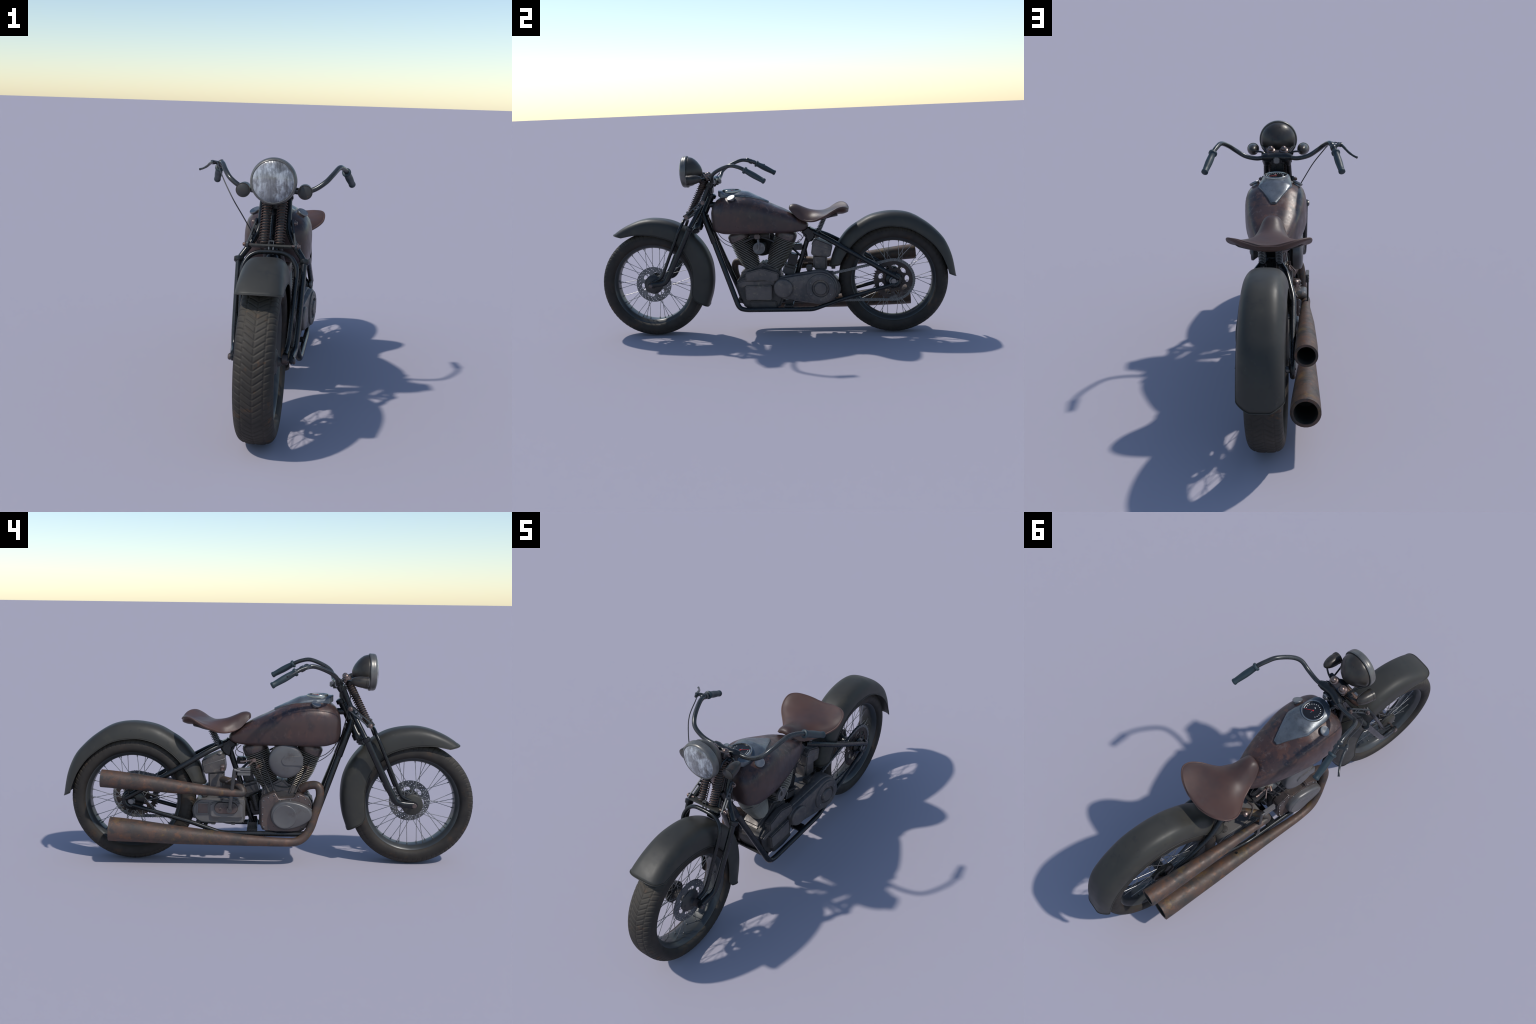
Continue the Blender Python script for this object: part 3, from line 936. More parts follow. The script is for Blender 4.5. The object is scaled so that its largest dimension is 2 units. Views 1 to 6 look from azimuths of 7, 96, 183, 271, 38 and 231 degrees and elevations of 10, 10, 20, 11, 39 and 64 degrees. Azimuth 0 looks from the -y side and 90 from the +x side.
for s in (1, -1):
    o, e = V((0.1185 * s, -0.463, 0.8915)), V((0.114 * s, -0.374, 0.899))
    sg = Shape().lathe([(0.0, 0.0245), (0.0, 0.0282), (0.010, 0.0282), (0.011, 0.0266), (0.030, 0.0268), (0.050, 0.0242), (0.066, 0.0192), (0.078, 0.0125), (0.083, 0.006), (0.084, 0.0)],
                       o, e - o, 28).done("turn_signal", BOWL, bowl, 50)
    Shape().lathe([(0.004, 0.0245), (-0.001, 0.0245), (-0.004, 0.018), (-0.0055, 0.009), (-0.006, 0.0)], o, e - o, 28) \
        .done("signal_lens", SIGNAL, sg, 50)

# ------------------------------------------------------------------ fuel tank
TANK_ROWS = [  # y, half width, bottom z, top z
    (-0.3440, 0.040, 0.660, 0.712), (-0.3425, 0.066, 0.643, 0.724), (-0.3380, 0.087, 0.622, 0.738), (-0.3260, 0.107, 0.603, 0.760),
    (-0.3050, 0.120, 0.595, 0.779), (-0.2700, 0.131, 0.587, 0.792), (-0.2000, 0.1375, 0.585, 0.798), (-0.1400, 0.1355, 0.585, 0.793),
    (-0.0800, 0.128, 0.5845, 0.770), (0.0000, 0.113, 0.583, 0.732), (0.0700, 0.093, 0.582, 0.700), (0.1200, 0.074, 0.582, 0.670),
    (0.1550, 0.057, 0.586, 0.648), (0.1750, 0.045, 0.593, 0.634), (0.1860, 0.032, 0.601, 0.625), (0.1900, 0.016, 0.609, 0.617)]
TSEC = [(0, 0), (0.55, 0.0), (0.85, 0.006), (0.955, 0.05), (0.992, 0.14), (1.0, 0.30), (0.998, 0.53), (0.965, 0.69), (0.875, 0.82), (0.68, 0.915),
        (0.40, 0.985), (0, 1.0)]
half = resample(catmull(TSEC, 8), 26)
ring = [(p.x, p.y) for p in half] + [(-p.x, p.y) for p in half[-2:0:-1]]
ys = []
for a, b in zip(TANK_ROWS[:-1], TANK_ROWS[1:]):
    k = max(2, int((b[0] - a[0]) / 0.008))
    ys += [a[0] + (b[0] - a[0]) * j / k for j in range(k)]
ys.append(TANK_ROWS[-1][0])
rings = []
for y in ys:
    w, zb, zt = smooth_interp(TANK_ROWS, y)
    rings.append([(u * w, y, zb + v * (zt - zb)) for u, v in ring])
tank = Shape().grid(rings).done("fuel_tank", TANK, root, 70)
def tank_top(x, y):
    """Height of the tank's upper skin at (x, y)."""
    w, zb, zt = smooth_interp(TANK_ROWS, y)
    u = min(abs(x) / w, 1)
    up = [(p.x, p.y) for p in half if p.y > 0.30][::-1]
    return zb + interp([p[0] for p in up], [p[1] for p in up], u) * (zt - zb)

DASH_ROWS = [  # y, half width, edge z, crown z
    (-0.3080, 0.022, 0.8170, 0.8190), (-0.3040, 0.038, 0.8150, 0.8195), (-0.2880, 0.056, 0.8090, 0.8195), (-0.2600, 0.0645, 0.8000, 0.8195), (-0.2250, 0.0690, 0.7920, 0.8190),
    (-0.1850, 0.0725, 0.7860, 0.8170), (-0.1520, 0.0745, 0.7825, 0.8120), (-0.1460, 0.0735, 0.7815, 0.8105), (-0.0330, 0.0150, 0.7450, 0.7545), (-0.0270, 0.0110, 0.7425, 0.7490)]
DSEC = [(1.0, -0.024), (1.0, -0.003), (0.985, 0.06), (0.90, 0.30), (0.72, 0.62), (0.45, 0.90), (0.0, 1.0)]
rings = []
N_D = 48
for k in range(N_D + 1):
    y = DASH_ROWS[0][0] + (DASH_ROWS[-1][0] - DASH_ROWS[0][0]) * k / N_D
    w, ze, zt = [interp([r[0] for r in DASH_ROWS], [r[i] for r in DASH_ROWS], y) for i in (1, 2, 3)]
    skin = tank_top(w, y)
    ze = max(ze, skin + 0.006)
    zt = max(zt, ze + 0.004)
    sec = []
    for u, v in DSEC:
        z = ze + v * (zt - ze) if v > 0 else ze + v * 1.0
        sec.append((u * w, z))
    full = [(-x, z) for x, z in sec] + sec[::-1][1:]
    rings.append([(x, y, z) for x, z in full])
Shape().grid(rings).done("dash_panel", DASH, tank, 48)
# speedometer
GC, GA = V((0.0, -0.234, 0.8095)), V((0, 0.03, 1)).normalized()
sp = Shape().lathe([(0, 0.0530), (0.011, 0.0530), (0.0135, 0.0520), (0.0145, 0.0500), (0.0138, 0.0480), (0.011, 0.0470), (0.009, 0.0468)],
                   GC, GA, 56, cap=False).done("speedometer", RING, tank, 50)
Shape().lathe([(0.0095, 0.0472), (0.0096, 0.0)], GC, GA, 48, cap=False).done("dial", FACE, sp)
tk, nd = Shape(), Shape()
T0 = GC + GA * 0.0100
for k in range(14):                 # luminous dots from the needle's rest right round the dial
    q = math.radians(24 - 228 * k / 13)
    tk.lathe([(0, 0.0023), (0.0008, 0.0019), (0.0009, 0)], T0 + V((math.cos(q), math.sin(q), 0)) * 0.0335, (0, 0, 1), 10)
arc = [T0 + V((math.cos(q), math.sin(q), 0)) * 0.0425 for q in (math.radians(36 - 52 * k / 12) for k in range(13))]
tk.tube(arc, 0.0017, 6)
tk.box(T0 + V((0.0045, -0.0155, 0)), (0.009, 0.0032, 0.0006), Matrix.Rotation(-0.5, 3, 'Z'))
tk.done("dial_mark", MARK, sp)
d = V((0.029, 0.0227, 0)).normalized()
nd.tube([T0 - d * 0.004 + V((0, 0, 0.001)), T0 + d * 0.038 + V((0, 0, 0.001))], [0.0010, 0.0006], 8)
nd.lathe([(0, 0.0035), (0.002, 0.0032), (0.0024, 0)], T0, (0, 0, 1), 14)
nd.done("dial_needle", NEEDLE, sp)
# filler caps
for s in (1, -1):
    a = V((0.42 * s, -0.30, 0.86)).normalized()
    Shape().lathe([(-0.016, 0.0165), (-0.005, 0.0165), (-0.004, 0.0215), (-0.001, 0.0235), (0.004, 0.0235), (0.006, 0.0222), (0.0055, 0.0195), (0.0068, 0.010), (0.0070, 0.0)],
                  V((0.097 * s, -0.224, 0.785)), a, 32).done("filler_cap", STEEL, tank, 40)

# ------------------------------------------------------------------ saddle
SEAT_ROWS = [  # y, half width, centre top z, edge top z, thickness
    (0.0850, 0.020, 0.7215, 0.7170, 0.014), (0.0920, 0.036, 0.7290, 0.7130, 0.018), (0.1080, 0.047, 0.7340, 0.6980, 0.020), (0.1300, 0.057, 0.7310, 0.6760, 0.021),
    (0.1600, 0.068, 0.7180, 0.6600, 0.022), (0.1900, 0.083, 0.7060, 0.6530, 0.022), (0.2150, 0.096, 0.6990, 0.6530, 0.022), (0.2400, 0.117, 0.6950, 0.6600, 0.023),
    (0.2700, 0.145, 0.6920, 0.6760, 0.024), (0.3000, 0.1630, 0.6915, 0.6920, 0.025), (0.3300, 0.1680, 0.6930, 0.7120, 0.026), (0.3600, 0.1600, 0.6970, 0.7270, 0.026),
    (0.3850, 0.1330, 0.7020, 0.7310, 0.030), (0.4030, 0.0950, 0.7070, 0.7240, 0.030), (0.4120, 0.0550, 0.7070, 0.7130, 0.026), (0.4160, 0.0250, 0.7035, 0.7040, 0.018)]
rings = []
SN = 44
for k in range(SN + 1):
    f = k / SN
    y = 0.085 + (0.416 - 0.085) * (f - 0.10 * math.sin(2 * math.pi * f) / 1.0 * 0.9)
    w, zc, ze, t = smooth_interp(SEAT_ROWS, y)
    top, bot = [], []
    pw = 2.0 + 0.7 * max(0.0, min(1.0, (0.20 - y) / 0.06))
    for j in range(17):
        s = -1 + 2 * j / 16
        x = w * s
        a = abs(s)
        roll = 0.006 * max(0, (a - 0.86) / 0.14) ** 2
        top.append((x, y, zc + (ze - zc) * a ** pw - roll))
        bx = x * (0.985 - 0.03 * a)
        bot.append((bx, y, zc + (ze - zc) * a ** pw - t + (0.006 * max(0, (a - 0.8) / 0.2) ** 2)))
    s_r = (w + 0.0045, y, ze - t * 0.55)
    s_l = (-w - 0.0045, y, ze - t * 0.55)
    rings.append(top + [s_r] + bot[::-1] + [s_l])
seat = Shape().grid(rings).done("saddle", LEATHER, root, 75)
m = seat.modifiers.new("round", 'SUBSURF')
m.levels = m.render_levels = 2
RIM_HIGHLIGHT = mat("leather_rim_highlight", (0.100, 0.048, 0.035), (0.074, 0.038, 0.030), 12, rough=(0.4, 0.55), bump=0.15, bump_scale=300)  # lighter leather for a modelled tube that draws the highlight round the saddle rim
left_e, right_e = [], []
for k in range(60):
    y = 0.100 + (0.414 - 0.100) * (1 - (1 - k / 59) ** 1.6)
    w, zc, ze, t = smooth_interp(SEAT_ROWS, y)
    left_e.append(V((-(w - 0.0015), y, ze - t * 0.36)))
    right_e.append(V((w - 0.0015, y, ze - t * 0.36)))
edge_path = resample(left_e + right_e[::-1], 140)
Shape().tube(edge_path, [0.0040 * min(1, (1 + min(i, 139 - i)) / 14) for i in range(140)], 10).done("saddle_highlight_strip", RIM_HIGHLIGHT, seat, 80)
pan = Shape()
rings = []
for k in range(13):
    y = 0.17 + 0.185 * k / 12
    w, zc, ze, t = smooth_interp(SEAT_ROWS, y)
    row = []
    for j in range(13):
        s = -1 + 2 * j / 12
        row.append((s * w * 0.80, y, zc + (ze - zc) * (abs(s) * 0.80) ** 2 - t - 0.003 + 0.003 * abs(s)))
    for j in range(13):
        s = 1 - 2 * j / 12
        row.append((s * w * 0.72, y, zc + (ze - zc) * (abs(s) * 0.72) ** 2 - t - 0.006 - 0.005 * (1 - abs(s))))
    rings.append(row)
pan.grid(rings)
pan.box((0, 0.26, 0.655), (0.09, 0.05, 0.012), bevel=0.004)
pan.done("seat_pan", CASE_DARK, seat, 60)
for s in (1, -1):
    a, b = V((0.035 * s, 0.247, 0.580)), V((0.035 * s, 0.282, 0.658))
    Shape().tube(helix(a, b, 0.0125, 10, 14), 0.0021, 7).done("seat_spring", STEEL, seat, 80)
    Shape().lathe([(0, 0.008), (0.085, 0.008)], a, b - a, 12).done("spring_rod", CASE_DARK, seat)
    Shape().lathe([(-0.012, 0.010), (-0.010, 0.015), (0.002, 0.015)], a, b - a, 16).done("spring_cup", BLACK, seat)

# ------------------------------------------------------------------ exhaust
def open_pipe(name, pts, radii):
    """Pipe with an open bore at its rear end (the last point)."""
    pts = [V(p) for p in pts]
    n = len(pts)
    d = (pts[-1] - pts[-2]).normalized()
    r = radii[-1]
    inner = [(0, r), (0.0008, r * 0.985), (0.0008, r * 0.80), (-0.001, r * 0.775), (-0.03, r * 0.76), (-0.14, r * 0.70), (-0.14, 0.001)]
    sh = Shape()
    sh.tube(pts, radii, 28, cap=False)
    sh.lathe(inner, pts[-1], d, 28, cap=False)
    ob = sh.done(name, EXHAUST, root, 45)
    ob.data.materials.append(SOOT)
    end = pts[-1]
    for p in ob.data.polygons:
        rel = p.center - end
        t = rel.dot(d)
        rad = (rel - d * t).length
        if -0.15 < t < -0.004 and rad < r * 0.785:
            p.material_index = 1
    return ob

# lower: from the front cylinder round the front of the cases, back along the right side
path = bend([(-0.060, -0.160, 0.362), (-0.078, -0.186, 0.390), (-0.100, -0.246, 0.401), (-0.110, -0.255, 0.345), (-0.124, -0.207, 0.176), (-0.136, -0.155, 0.122),
             (-0.145, -0.06, 0.124), (-0.145, 0.10, 0.130), (-0.146, 0.44, 0.152), (-0.147, 0.60, 0.166), (-0.148, 0.70, 0.173), (-0.149, 0.7545, 0.177)], 0.045, 8)
rad = [interp([-0.3, -0.10, 0.0, 0.20, 0.44, 0.70, 0.76], [0.0200, 0.0210, 0.0230, 0.0310, 0.0450, 0.0570, 0.0580], p.y) for p in path]
k0 = next(i for i, p in enumerate(path) if p.z < 0.16)
rad = [0.0200 if i < k0 else r for i, r in enumerate(rad)]
low = open_pipe("exhaust_pipe", path, rad)
# upper: a hairpin out of the rear cylinder, then straight back
path = bend([(-0.005, 0.255, 0.402), (-0.045, 0.215, 0.407), (-0.092, 0.162, 0.402), (-0.124, 0.124, 0.384), (-0.139, 0.112, 0.357), (-0.138, 0.165, 0.361), (-0.139, 0.22, 0.364), (-0.146, 0.43, 0.387), (-0.150, 0.62, 0.409),
             (-0.152, 0.72, 0.419), (-0.153, 0.788, 0.4245)], 0.040, 8)
k0 = max(range(len(path)), key=lambda i: -path[i].y)
rad = [interp([0.0, 0.21, 0.43, 0.70, 0.79], [0.0180, 0.0190, 0.0320, 0.0415, 0.0425], p.y) if i > k0 else 0.0175 for i, p in enumerate(path)]
upp = open_pipe("exhaust_pipe", path, rad)
sh = Shape()
sh.lathe([(0, 0.018), (0.014, 0.0225), (0.020, 0.0225), (0.020, 0.018)], (-0.056, -0.158, 0.360), (-0.5, -0.55, 0.75), 20)
sh.done("exhaust_flange", ALLOY_RUST, low)
st = Shape()
st.tube([(-0.135, 0.30, 0.182), (-0.146, 0.315, 0.150)], 0.006, 8)
st.done("exhaust_bracket", BLACK, low)

# ------------------------------------------------------------------ engine
case = Shape()
low_poly = [(-0.226, 0.298), (-0.216, 0.322), (-0.176, 0.352), (-0.070, 0.372), (0.022, 0.352), (0.040, 0.300), (0.040, 0.200), (0.018, 0.150), (-0.063, 0.138),
            (-0.155, 0.149), (-0.194, 0.173), (-0.219, 0.250)]
case.prism(low_poly, -0.072, 0.072, 0.024, 4)
engine = case.done("engine", CASE_DARK, root)
# left case: a raised faceted block
left = Shape()
left.prism([(-0.172, 0.316), (-0.168, 0.364), (-0.070, 0.388), (0.024, 0.358), (0.022, 0.318), (-0.010, 0.306), (-0.060, 0.316)], 0.056, 0.091, 0.005, 2, taper=0.95)
left.prism([(-0.222, 0.300), (-0.190, 0.318), (-0.010, 0.320), (0.012, 0.306), (-0.014, 0.280), (-0.175, 0.280), (-0.205, 0.275)], 0.050, 0.080, 0.006, 2, taper=0.96)
left.prism([(-0.172, 0.290), (-0.016, 0.292), (-0.018, 0.204), (-0.170, 0.207)], 0.056, 0.0975, 0.005, 2, taper=0.96)
left.done("crankcase_cover", CASE, engine)
sump = Shape()
sump.prism([(-0.150, 0.200), (0.000, 0.200), (0.010, 0.160), (-0.060, 0.148), (-0.140, 0.156)], 0.060, 0.086, 0.006)
sump.done("sump", CASE_DARK, engine)
# deck under the cylinders
deck = Shape()
deck.prism([(-0.205, 0.350), (-0.168, 0.374), (-0.108, 0.385), (-0.071, 0.418), (-0.035, 0.400), (0.026, 0.366), (0.030, 0.330), (-0.20, 0.330)], -0.062, 0.048, 0.010)
deck.done("cylinder_deck", CASE, engine)

CR = V((0, -0.070, 0.236))
A0 = 0.145                        # crank centre to cylinder base
for s in (-1, 1):
    ang = math.radians(22.5) * s
    axis = V((0, math.sin(ang), math.cos(ang)))
    lat = V((0, math.cos(ang), -math.sin(ang)))
    base = CR + axis * A0
    cyl = Shape().lathe([(-0.01, 0.040), (0.0, 0.040), (0.195, 0.046)], base, axis, 24).done("cylinder", CORE, engine)
    fin_n = 20
    outline = []
    for k in range(40):
        q = 2 * math.pi * k / 40
        ce, se = math.cos(q), math.sin(q)
        ex = 2.0 / 2.7
        outline.append((math.copysign(abs(ce) ** ex, ce), math.copysign(abs(se) ** ex, se)))
    f = Shape()
    R = Matrix((V((1, 0, 0)), lat, axis)).transposed().to_4x4()
    prof = [(-0.0019, 0.93), (-0.0015, 0.985), (0.0, 1.0), (0.0015, 0.985), (0.0019, 0.93)]
    f.grid([[(u * rr, v * rr, h) for u, v in outline] for h, rr in prof])
    fin_me = f.mesh("cooling_fin", FIN, 60)
    ms = []
    for k in range(fin_n):
        t = k / (fin_n - 1)
        h = 0.006 + 0.176 * t
        rr = 0.0405 + 0.0205 * min(1, t / 0.55) ** 0.8
        if t > 0.8:
            rr -= 0.001
        rl = rr * 1.02
        ms.append(Matrix.Translation(base + axis * h) @ R @ Matrix.Diagonal((rr * 1.0, rl, 1, 1)))
    copies("cooling_fin", fin_me, ms, cyl)
    # head: rounded cap with a few coarse fins
    hd = Shape()
    hp = [(0.184, 0.050), (0.187, 0.0595), (0.190, 0.0605), (0.208, 0.0605), (0.222, 0.059), (0.232, 0.052), (0.236, 0.040), (0.237, 0.0)]
    hd.grid([[tuple(base + axis * h + V((1, 0, 0)) * u * rr + lat * v * rr) for u, v in outline] for h, rr in hp])
    hd.done("cylinder_head", ALLOY_RUST, cyl, 50)
    # rocker boxes and push rod tubes on the right side
    pr = Shape()
    for o in (-0.020, 0.020):
        b0 = V((-0.070, CR.y + s * 0.050 + o * 0.7, 0.352))
        b1 = base + axis * 0.165 + lat * o + V((-0.062, 0, 0))
        pr.tube([b0, b0.lerp(b1, 0.15), b0.lerp(b1, 0.5), b0.lerp(b1, 0.52), b1], [0.0065, 0.0042, 0.0042, 0.0034, 0.0034], 10)
    pr.done("push_rod_tube", CASE_DARK, cyl)

# right side: timing cover with bolts and an egg-shaped boss
tc = Shape()
tpoly = [(0.034, 0.326), (0.022, 0.336), (-0.036, 0.363), (-0.055, 0.331), (-0.130, 0.335), (-0.139, 0.357), (-0.160, 0.354), (-0.198, 0.337), (-0.215, 0.307), (-0.216, 0.215),
         (-0.190, 0.185), (-0.150, 0.167), (-0.100, 0.157), (-0.050, 0.159), (-0.010, 0.166), (0.016, 0.166), (0.032, 0.192)]
tc.prism(tpoly, -0.064, -0.108, 0.0045, 3, taper=0.975)
timing = tc.done("timing_cover", ALLOY_RUST, engine)
boss = Shape()
pc, rc = (-0.087, 0.252), 0.072
ob_out = []
for k in range(60):
    q = 2 * math.pi * k / 60
    y, z = math.cos(q), math.sin(q)
    if y >= -0.15:
        ob_out.append((pc[0] + rc * y, pc[1] + rc * z))
    else:
        f = min(1, (-y - 0.15) / 0.85)
        ob_out.append((pc[0] + rc * y - 0.062 * f ** 0.8, pc[1] + rc * z * (1 - 0.12 * f) + 0.006 * f))
def inset(poly, k):
    cy = sum(p[0] for p in poly) / len(poly)
    cz = sum(p[1] for p in poly) / len(poly)
    return [(cy + (y - cy) * k, cz + (z - cz) * k) for y, z in poly]
boss.grid([[(x, y, z) for y, z in inset(ob_out, k)] for x, k in ((-0.100, 1.0), (-0.122, 0.992), (-0.131, 0.965), (-0.136, 0.91), (-0.137, 0.84))])
boss.done("timing_boss", ALLOY_SMOOTH, timing, 50)
dish = Shape()
dish.lathe([(-0.001, 0.0585), (0.0032, 0.0565), (0.0036, 0.0545), (0.0026, 0.049), (0.0012, 0.032), (0.0008, 0.0)], (-0.1365, -0.084, 0.247), (-1, 0, 0), 40)
dish.done("timing_disc", ALLOY_SMOOTH, timing, 60)
rv = Shape()
rivets = [(0.020, 0.318), (-0.002, 0.334), (-0.030, 0.345), (-0.150, 0.343), (-0.185, 0.330), (-0.205, 0.304), (0.024, 0.285), (0.024, 0.250), (0.024, 0.215), (0.018, 0.185),
          (-0.008, 0.175), (-0.205, 0.215), (-0.165, 0.182), (-0.060, 0.322), (-0.110, 0.324)]
for y, z in rivets:
    rv.lathe([(0, 0.0038), (0.0015, 0.0035), (0.003, 0.0018), (0.0032, 0)], (-0.1075, 0.975 * (y + 0.09) - 0.09, 0.975 * (z - 0.25) + 0.25), (-1, 0, 0), 10)
rv.done("cover_rivet", STEEL, timing, 60)

# air cleaner
ac = Shape()
AC = V((0, -0.086, 0.513))
out = []
for k in range(64):
    q = 2 * math.pi * k / 64
    out.append((max(AC.y + 0.083 * math.cos(q), -0.1665), AC.z + 0.083 * math.sin(q)))
ac.grid([[(x, y, z) for y, z in inset(out, k)] for x, k in ((-0.078, 0.97), (-0.080, 1.0), (-0.106, 1.0), (-0.112, 0.975), (-0.117, 0.92), (-0.121, 0.75), (-0.1225, 0.5))])
air = ac.done("air_cleaner", ALLOY_SMOOTH, engine, 50)
bp = Shape()
lob = [(-0.088 + 0.024 * math.cos(q), 0.517 + 0.024 * math.sin(q)) for q in (-math.pi / 2 + math.pi * k / 14 for k in range(15))] + [(-0.1675, 0.541), (-0.1675, 0.493)]
bp.prism(lob, -0.108, -0.1265, 0.003, 3)
bp.done("air_cleaner_badge", ALLOY_SMOOTH, air)
bk = Shape()
bk.lathe([(0, 0.070), (0.014, 0.070)], (-0.078, -0.086, 0.508), (1, 0, 0), 40)
bk.lathe([(0, 0.028), (0.09, 0.024)], (-0.070, -0.082, 0.50), (1, 0, 0), 24)
bk.done("air_cleaner_back", CORE, air)
cb = Shape()
cb.lathe([(0.0, 0.022), (0.012, 0.030), (0.014, 0.0335), (0.024, 0.0335), (0.026, 0.030), (0.023, 0.018), (0.024, 0.0)], (0.082, -0.081, 0.503), (1, 0, 0), 32)
cb.box((0.06, -0.081, 0.500), (0.08, 0.03, 0.03), bevel=0.006)
cb.tube(bend([(0.108, -0.083, 0.498), (0.110, -0.079, 0.515), (0.098, -0.086, 0.550)], 0.01), 0.006, 10)
carb = cb.done("carburettor", ALLOY, engine)
ct = Shape()
ct.box((0.080, -0.090, 0.566), (0.036, 0.032, 0.026), bevel=0.004)
ct.box((0.088, -0.084, 0.538), (0.010, 0.012, 0.028), bevel=0.002)
ct.done("fuel_tap", ALLOY_RUST, carb)
ip = Shape()
for s in (-1, 1):
    ip.tube(bend([(0.070, -0.088 + 0.016 * s, 0.560), (0.074, -0.085 + 0.050 * s, 0.549), (0.066, -0.085 + 0.085 * s, 0.532)], 0.02), 0.0045, 8)
ip.tube([(0.0, -0.14, 0.56), (0, -0.03, 0.56)], 0.02, 16)
ip.done("intake_pipe", CASE_DARK, carb)

# primary chain case, left
C0, C1 = (0.050, 0.273), (0.254, 0.276)
pr = Shape()
pr.grid([[(x, y, z) for y, z in capsule(C0, r0, C1, r1, 22)] for x, r0, r1 in
         ((0.052, 0.062, 0.092), (0.060, 0.066, 0.097), (0.086, 0.066, 0.097), (0.090, 0.064, 0.095), (0.092, 0.060, 0.090), (0.106, 0.059, 0.089), (0.111, 0.056, 0.086), (0.113, 0.050, 0.080))])
prim = pr.done("primary_case", CASE, engine, 35)
cpz = Shape()
cpz.lathe([(0.0, 0.054), (0.010, 0.053), (0.0145, 0.0490), (0.0155, 0.045), (0.0160, 0.0)], (0.1115, 0.046, 0.274), (1, 0, 0), 40)
cpz.lathe([(0.0, 0.081), (0.007, 0.079), (0.0095, 0.073), (0.0095, 0.049), (0.0005, 0.045), (0.0005, 0.037), (0.012, 0.034), (0.0150, 0.031), (0.0155, 0.0)],
          (0.1115, 0.254, 0.275), (1, 0, 0), 48)
cpz.done("primary_cap", CASE, prim, 35)
pb = Shape()
for k in range(6):
    q = 2 * math.pi * (k + 0.5) / 6
    bolt(pb, (0.119, 0.254 + 0.062 * math.cos(q), 0.275 + 0.062 * math.sin(q)), (1, 0, 0), 0.0045, 0.004)
pb.done("cap_bolt", ALLOY, prim)

# the case stands further out at its rear end
for ob in [prim] + list(prim.children):
    for v in ob.data.vertices:
        if v.co.x > 0.06:
            v.co.x += -0.010 + 0.130 * (v.co.y - 0.05)

# gearbox, right, with the kick starter
gx = Shape()
gp = []
for k in range(13):
    q = -math.pi / 2 + math.pi * k / 12
    gp.append((0.303 + 0.060 * math.cos(q), 0.258 + 0.061 * math.sin(q)))
gp += [(0.116, 0.322), (0.108, 0.312), (0.108, 0.206), (0.118, 0.197)]
gx.prism(gp, 0.050, -0.084, 0.007, 3)
gear = gx.done("gearbox", ALLOY, root)
gq = Shape()
gq.prism([(0.275, 0.292), (0.262, 0.304), (0.222, 0.306), (0.218, 0.318), (0.150, 0.318), (0.146, 0.306), (0.126, 0.303), (0.114, 0.292), (0.114, 0.234), (0.124, 0.226), (0.264, 0.228), (0.275, 0.236)],
         -0.078, -0.099, 0.005, 2)
gq.done("gearbox_cover", ALLOY, gear)
ov = Shape()
ov.grid([[(x, y, z) for y, z in capsule((0.170, 0.277), r, (0.226, 0.278), r, 14)] for x, r in ((-0.095, 0.029), (-0.104, 0.0285), (-0.1085, 0.026), (-0.1095, 0.020))])
bolt(ov, (-0.109, 0.226, 0.275), (-1, 0, 0), 0.006, 0.004, 12)
ov.done("kick_cover", ALLOY_RUST, gear, 50)
sq = Shape()
for (y0, z0, y1, z1) in ((0.283, 0.294, 0.340, 0.299), (0.283, 0.241, 0.340, 0.246), (0.283, 0.246, 0.288, 0.294), (0.335, 0.246, 0.340, 0.294)):
    sq.prism([(y0, z0), (y1, z0), (y1, z1), (y0, z1)], -0.082, -0.0885, 0.001, 1)
sq.done("gearbox_frame", ALLOY, gear)
Shape().prism([(0.287, 0.245), (0.336, 0.245), (0.336, 0.295), (0.287, 0.295)], -0.080, -0.0855).done("gearbox_window", ALLOY_RUST, gear)
ft = Shape()
for y in (0.165, 0.262, 0.335):
    ft.box((-0.055, y, 0.196), (0.050, 0.024, 0.016), bevel=0.003)
ft.box((0.0, 0.31, 0.335), (0.05, 0.03, 0.02), bevel=0.004)
ft.lathe([(0, 0.012), (0.010, 0.012), (0.012, 0.017), (0.018, 0.017), (0.020, 0.010)], (-0.050, 0.306, 0.312), (0, 0, 1), 10)
ft.box((0.055, 0.192, 0.380), (0.03, 0.035, 0.028), bevel=0.004)
ft.lathe([(0, 0.011), (0.012, 0.012), (0.014, 0.013), (0.018, 0.009)], (0.048, 0.325, 0.370), (0, 0, 1), 12)
ft.done("gearbox_foot", CASE_DARK, gear)
kk = Shape()
kk.tube(bend([(-0.105, 0.180, 0.277), (-0.146, 0.179, 0.277), (-0.146, 0.177, 0.295), (-0.148, 0.157, 0.470), (-0.146, 0.153, 0.480)], 0.010),
        0.0088, 12, flat=0.45)
kk.lathe([(0, 0.014), (0.020, 0.013)], (-0.128, 0.180, 0.277), (-1, 0, 0), 16)
kick = kk.done("kick_starter", CASE_DARK, root, 50)
pd = Shape()
for dz, h in ((0.012, 0.010), (0.000, 0.010), (-0.013, 0.012)):
    pd.box((-0.145, 0.112, 0.467 + dz), (0.015 if dz else 0.012, 0.062, h), bevel=0.002)
pd.tube([(-0.148, 0.158, 0.474), (-0.146, 0.13, 0.468)], 0.006, 10)
pd.done("kick_pedal", ALLOY, kick)
# foot control rod under the kick lever
cr = Shape()
cr.tube(bend([(-0.040, 0.160, 0.430), (-0.075, 0.150, 0.425), (-0.105, 0.200, 0.405)], 0.02), 0.005, 8)
cr.done("shift_rod", ALLOY_RUST, kick)

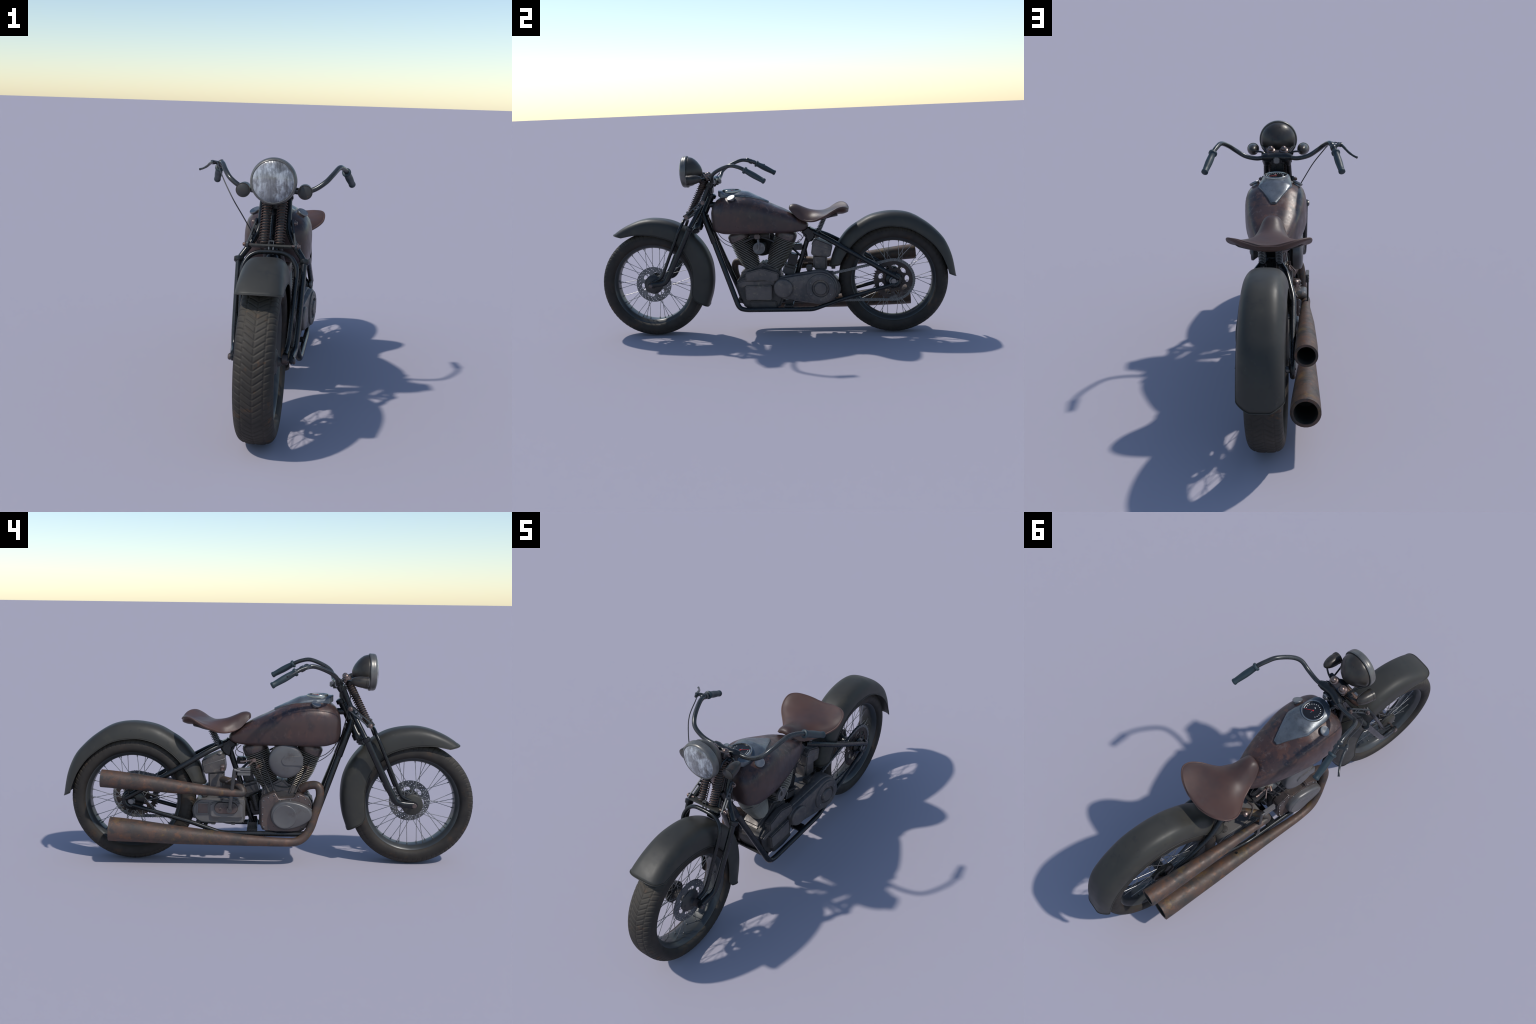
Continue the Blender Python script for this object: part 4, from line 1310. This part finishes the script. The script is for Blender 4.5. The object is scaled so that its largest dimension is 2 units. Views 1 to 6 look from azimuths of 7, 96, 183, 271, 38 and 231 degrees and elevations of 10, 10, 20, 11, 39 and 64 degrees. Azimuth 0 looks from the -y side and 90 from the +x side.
# oil tank and its lower box
ot = Shape()
otp = [(0.212, 0.524), (0.232, 0.538), (0.255, 0.530), (0.318, 0.502), (0.322, 0.488), (0.309, 0.435), (0.296, 0.434), (0.206, 0.446), (0.202, 0.456)]
ot.prism(otp, -0.056, 0.048, 0.012, 3)
oil = ot.done("oil_tank", CASE, root)
lid = Shape()
lid.prism([(0.207, 0.512), (0.314, 0.476), (0.314, 0.472), (0.207, 0.508)], -0.0575, 0.0495, 0.0015, 1)
lid.lathe([(0, 0.013), (0.012, 0.013), (0.016, 0.008)], (-0.045, 0.232, 0.530), (-0.5, 0.1, 0.85), 16)
lid.done("oil_tank_band", ALLOY, oil)
lb = Shape()
lb.prism([(0.212, 0.445), (0.290, 0.440), (0.287, 0.356), (0.212, 0.366)], -0.050, 0.036, 0.008, 3)
lb.done("oil_filter", CASE, oil)
cpb = Shape()
cpb.lathe([(0, 0.010), (0.012, 0.010), (0.016, 0.014), (0.024, 0.012), (0.028, 0.006), (0.0285, 0)], (-0.100, 0.216, 0.462), (0, 0, 1), 16)
cpb.tube([(-0.100, 0.216, 0.465), (-0.07, 0.225, 0.46)], 0.007, 10)
cpb.done("oil_cap", CHROME, oil)

# ignition coil box and regulator between cylinder and seat post
tilt = Matrix.Rotation(-math.radians(17), 3, 'X')
mg = Shape()
mg.box((0.005, 0.098, 0.424), (0.060, 0.050, 0.062), tilt, bevel=0.004)
magneto = mg.done("magneto", BLACK, root)
mg2 = Shape()
mg2.box((0.005, 0.085, 0.388), (0.082, 0.076, 0.008), tilt, bevel=0.002)
mg2.box((0.005, 0.076, 0.360), (0.072, 0.070, 0.046), tilt, bevel=0.006)
mg2.box((0.005, 0.090, 0.332), (0.05, 0.05, 0.03), tilt, bevel=0.006)
mg2.done("magneto_base", CASE_DARK, magneto)
mb = Shape()
for sx in (1, -1):
    for dy in (-0.033, 0.033):
        p = V((0.005 + 0.032 * sx, 0, 0)) + tilt @ V((0, dy, 0)) + V((0, 0.085, 0.388))
        mb.tube([p - tilt @ V((0, 0, 0.045)), p + tilt @ V((0, 0, 0.009))], 0.004, 8)
mb.done("magneto_bolt", STEEL, magneto)
dy = Shape()
dy.lathe([(-0.052, 0.018), (-0.048, 0.0215), (0.026, 0.0215), (0.030, 0.018)], (-0.022, 0.060, 0.302), (0, 0.30, 0.95), 24)
dy.box((0.022, 0.062, 0.262), (0.060, 0.060, 0.075), bevel=0.008)
dy.done("generator", BLACK, magneto)
jb = Shape()
jb.box((0.010, 0.130, 0.494), (0.040, 0.046, 0.034), bevel=0.004)
jb.box((0.0315, 0.128, 0.497), (0.004, 0.034, 0.018), bevel=0.001)
jb.tube([(0.0, 0.09, 0.49), (0, 0.165, 0.415)], 0.006, 8)
jb.done("relay_box", BLACK, magneto)

# ------------------------------------------------------------------ wires and rods
w = Shape()
w.tube(catmull([(-0.055, 0.130, 0.578), (-0.060, 0.156, 0.552), (-0.060, 0.150, 0.528), (-0.062, 0.125, 0.515), (-0.065, 0.126, 0.498)], 8), 0.0018, 7)
w.tube(catmull([(0.050, 0.130, 0.578), (0.052, 0.156, 0.555), (0.050, 0.148, 0.532), (0.046, 0.124, 0.522), (0.044, 0.122, 0.506)], 8), 0.0018, 7)
w.tube(catmull([(-0.066, 0.120, 0.575), (-0.070, 0.085, 0.500), (-0.074, 0.040, 0.430), (-0.070, -0.010, 0.385)], 8), 0.0020, 7)
w.tube(catmull([(0.0, -0.330, 0.590), (-0.030, -0.305, 0.545), (-0.050, -0.255, 0.510), (-0.052, -0.225, 0.500)], 8), 0.0018, 7)
w.tube(catmull([(0.030, -0.335, 0.745), (0.036, -0.350, 0.690), (0.030, -0.345, 0.600), (0.035, -0.290, 0.530), (0.046, -0.228, 0.500)], 8), 0.0018, 7)
w.tube(catmull([(0.046, 0.120, 0.575), (0.050, 0.105, 0.540)], 4), 0.0016, 7)
w.tube(catmull([(-0.064, -0.035, 0.385), (-0.070, -0.070, 0.378), (-0.068, -0.120, 0.376)], 6), 0.0024, 7)
w.tube(catmull([(0.058, -0.075, 0.392), (0.060, -0.05, 0.388), (0.058, -0.02, 0.392)], 6), 0.0018, 7)
wires = w.done("wiring", CABLE, engine)
sp_ = Shape()
for s in (-1, 1):
    ang = math.radians(22.5) * s
    axis = V((0, math.sin(ang), math.cos(ang)))
    p = CR + axis * 0.262 + V((-0.058, 0.012 * s, 0))
    sp_.tube([p, p + V((-0.020, 0.010 * s, -0.004))], [0.008, 0.006], 10)
sp_.tube([(-0.066, 0.075, 0.508), (-0.070, 0.122, 0.500)], 0.0045, 8)
sp_.lathe([(0, 0.010), (0.012, 0.010)], (-0.060, 0.066, 0.508), (-1, 0, 0), 6)
sp_.lathe([(-0.008, 0.006), (0.008, 0.006)], (-0.070, 0.124, 0.500), (0, 1, 0), 8)
sp_.tube([(-0.066, 0.068, 0.504), (-0.095, 0.096, 0.482)], 0.0035, 8)
sp_.done("spark_plug", CHROME, engine)
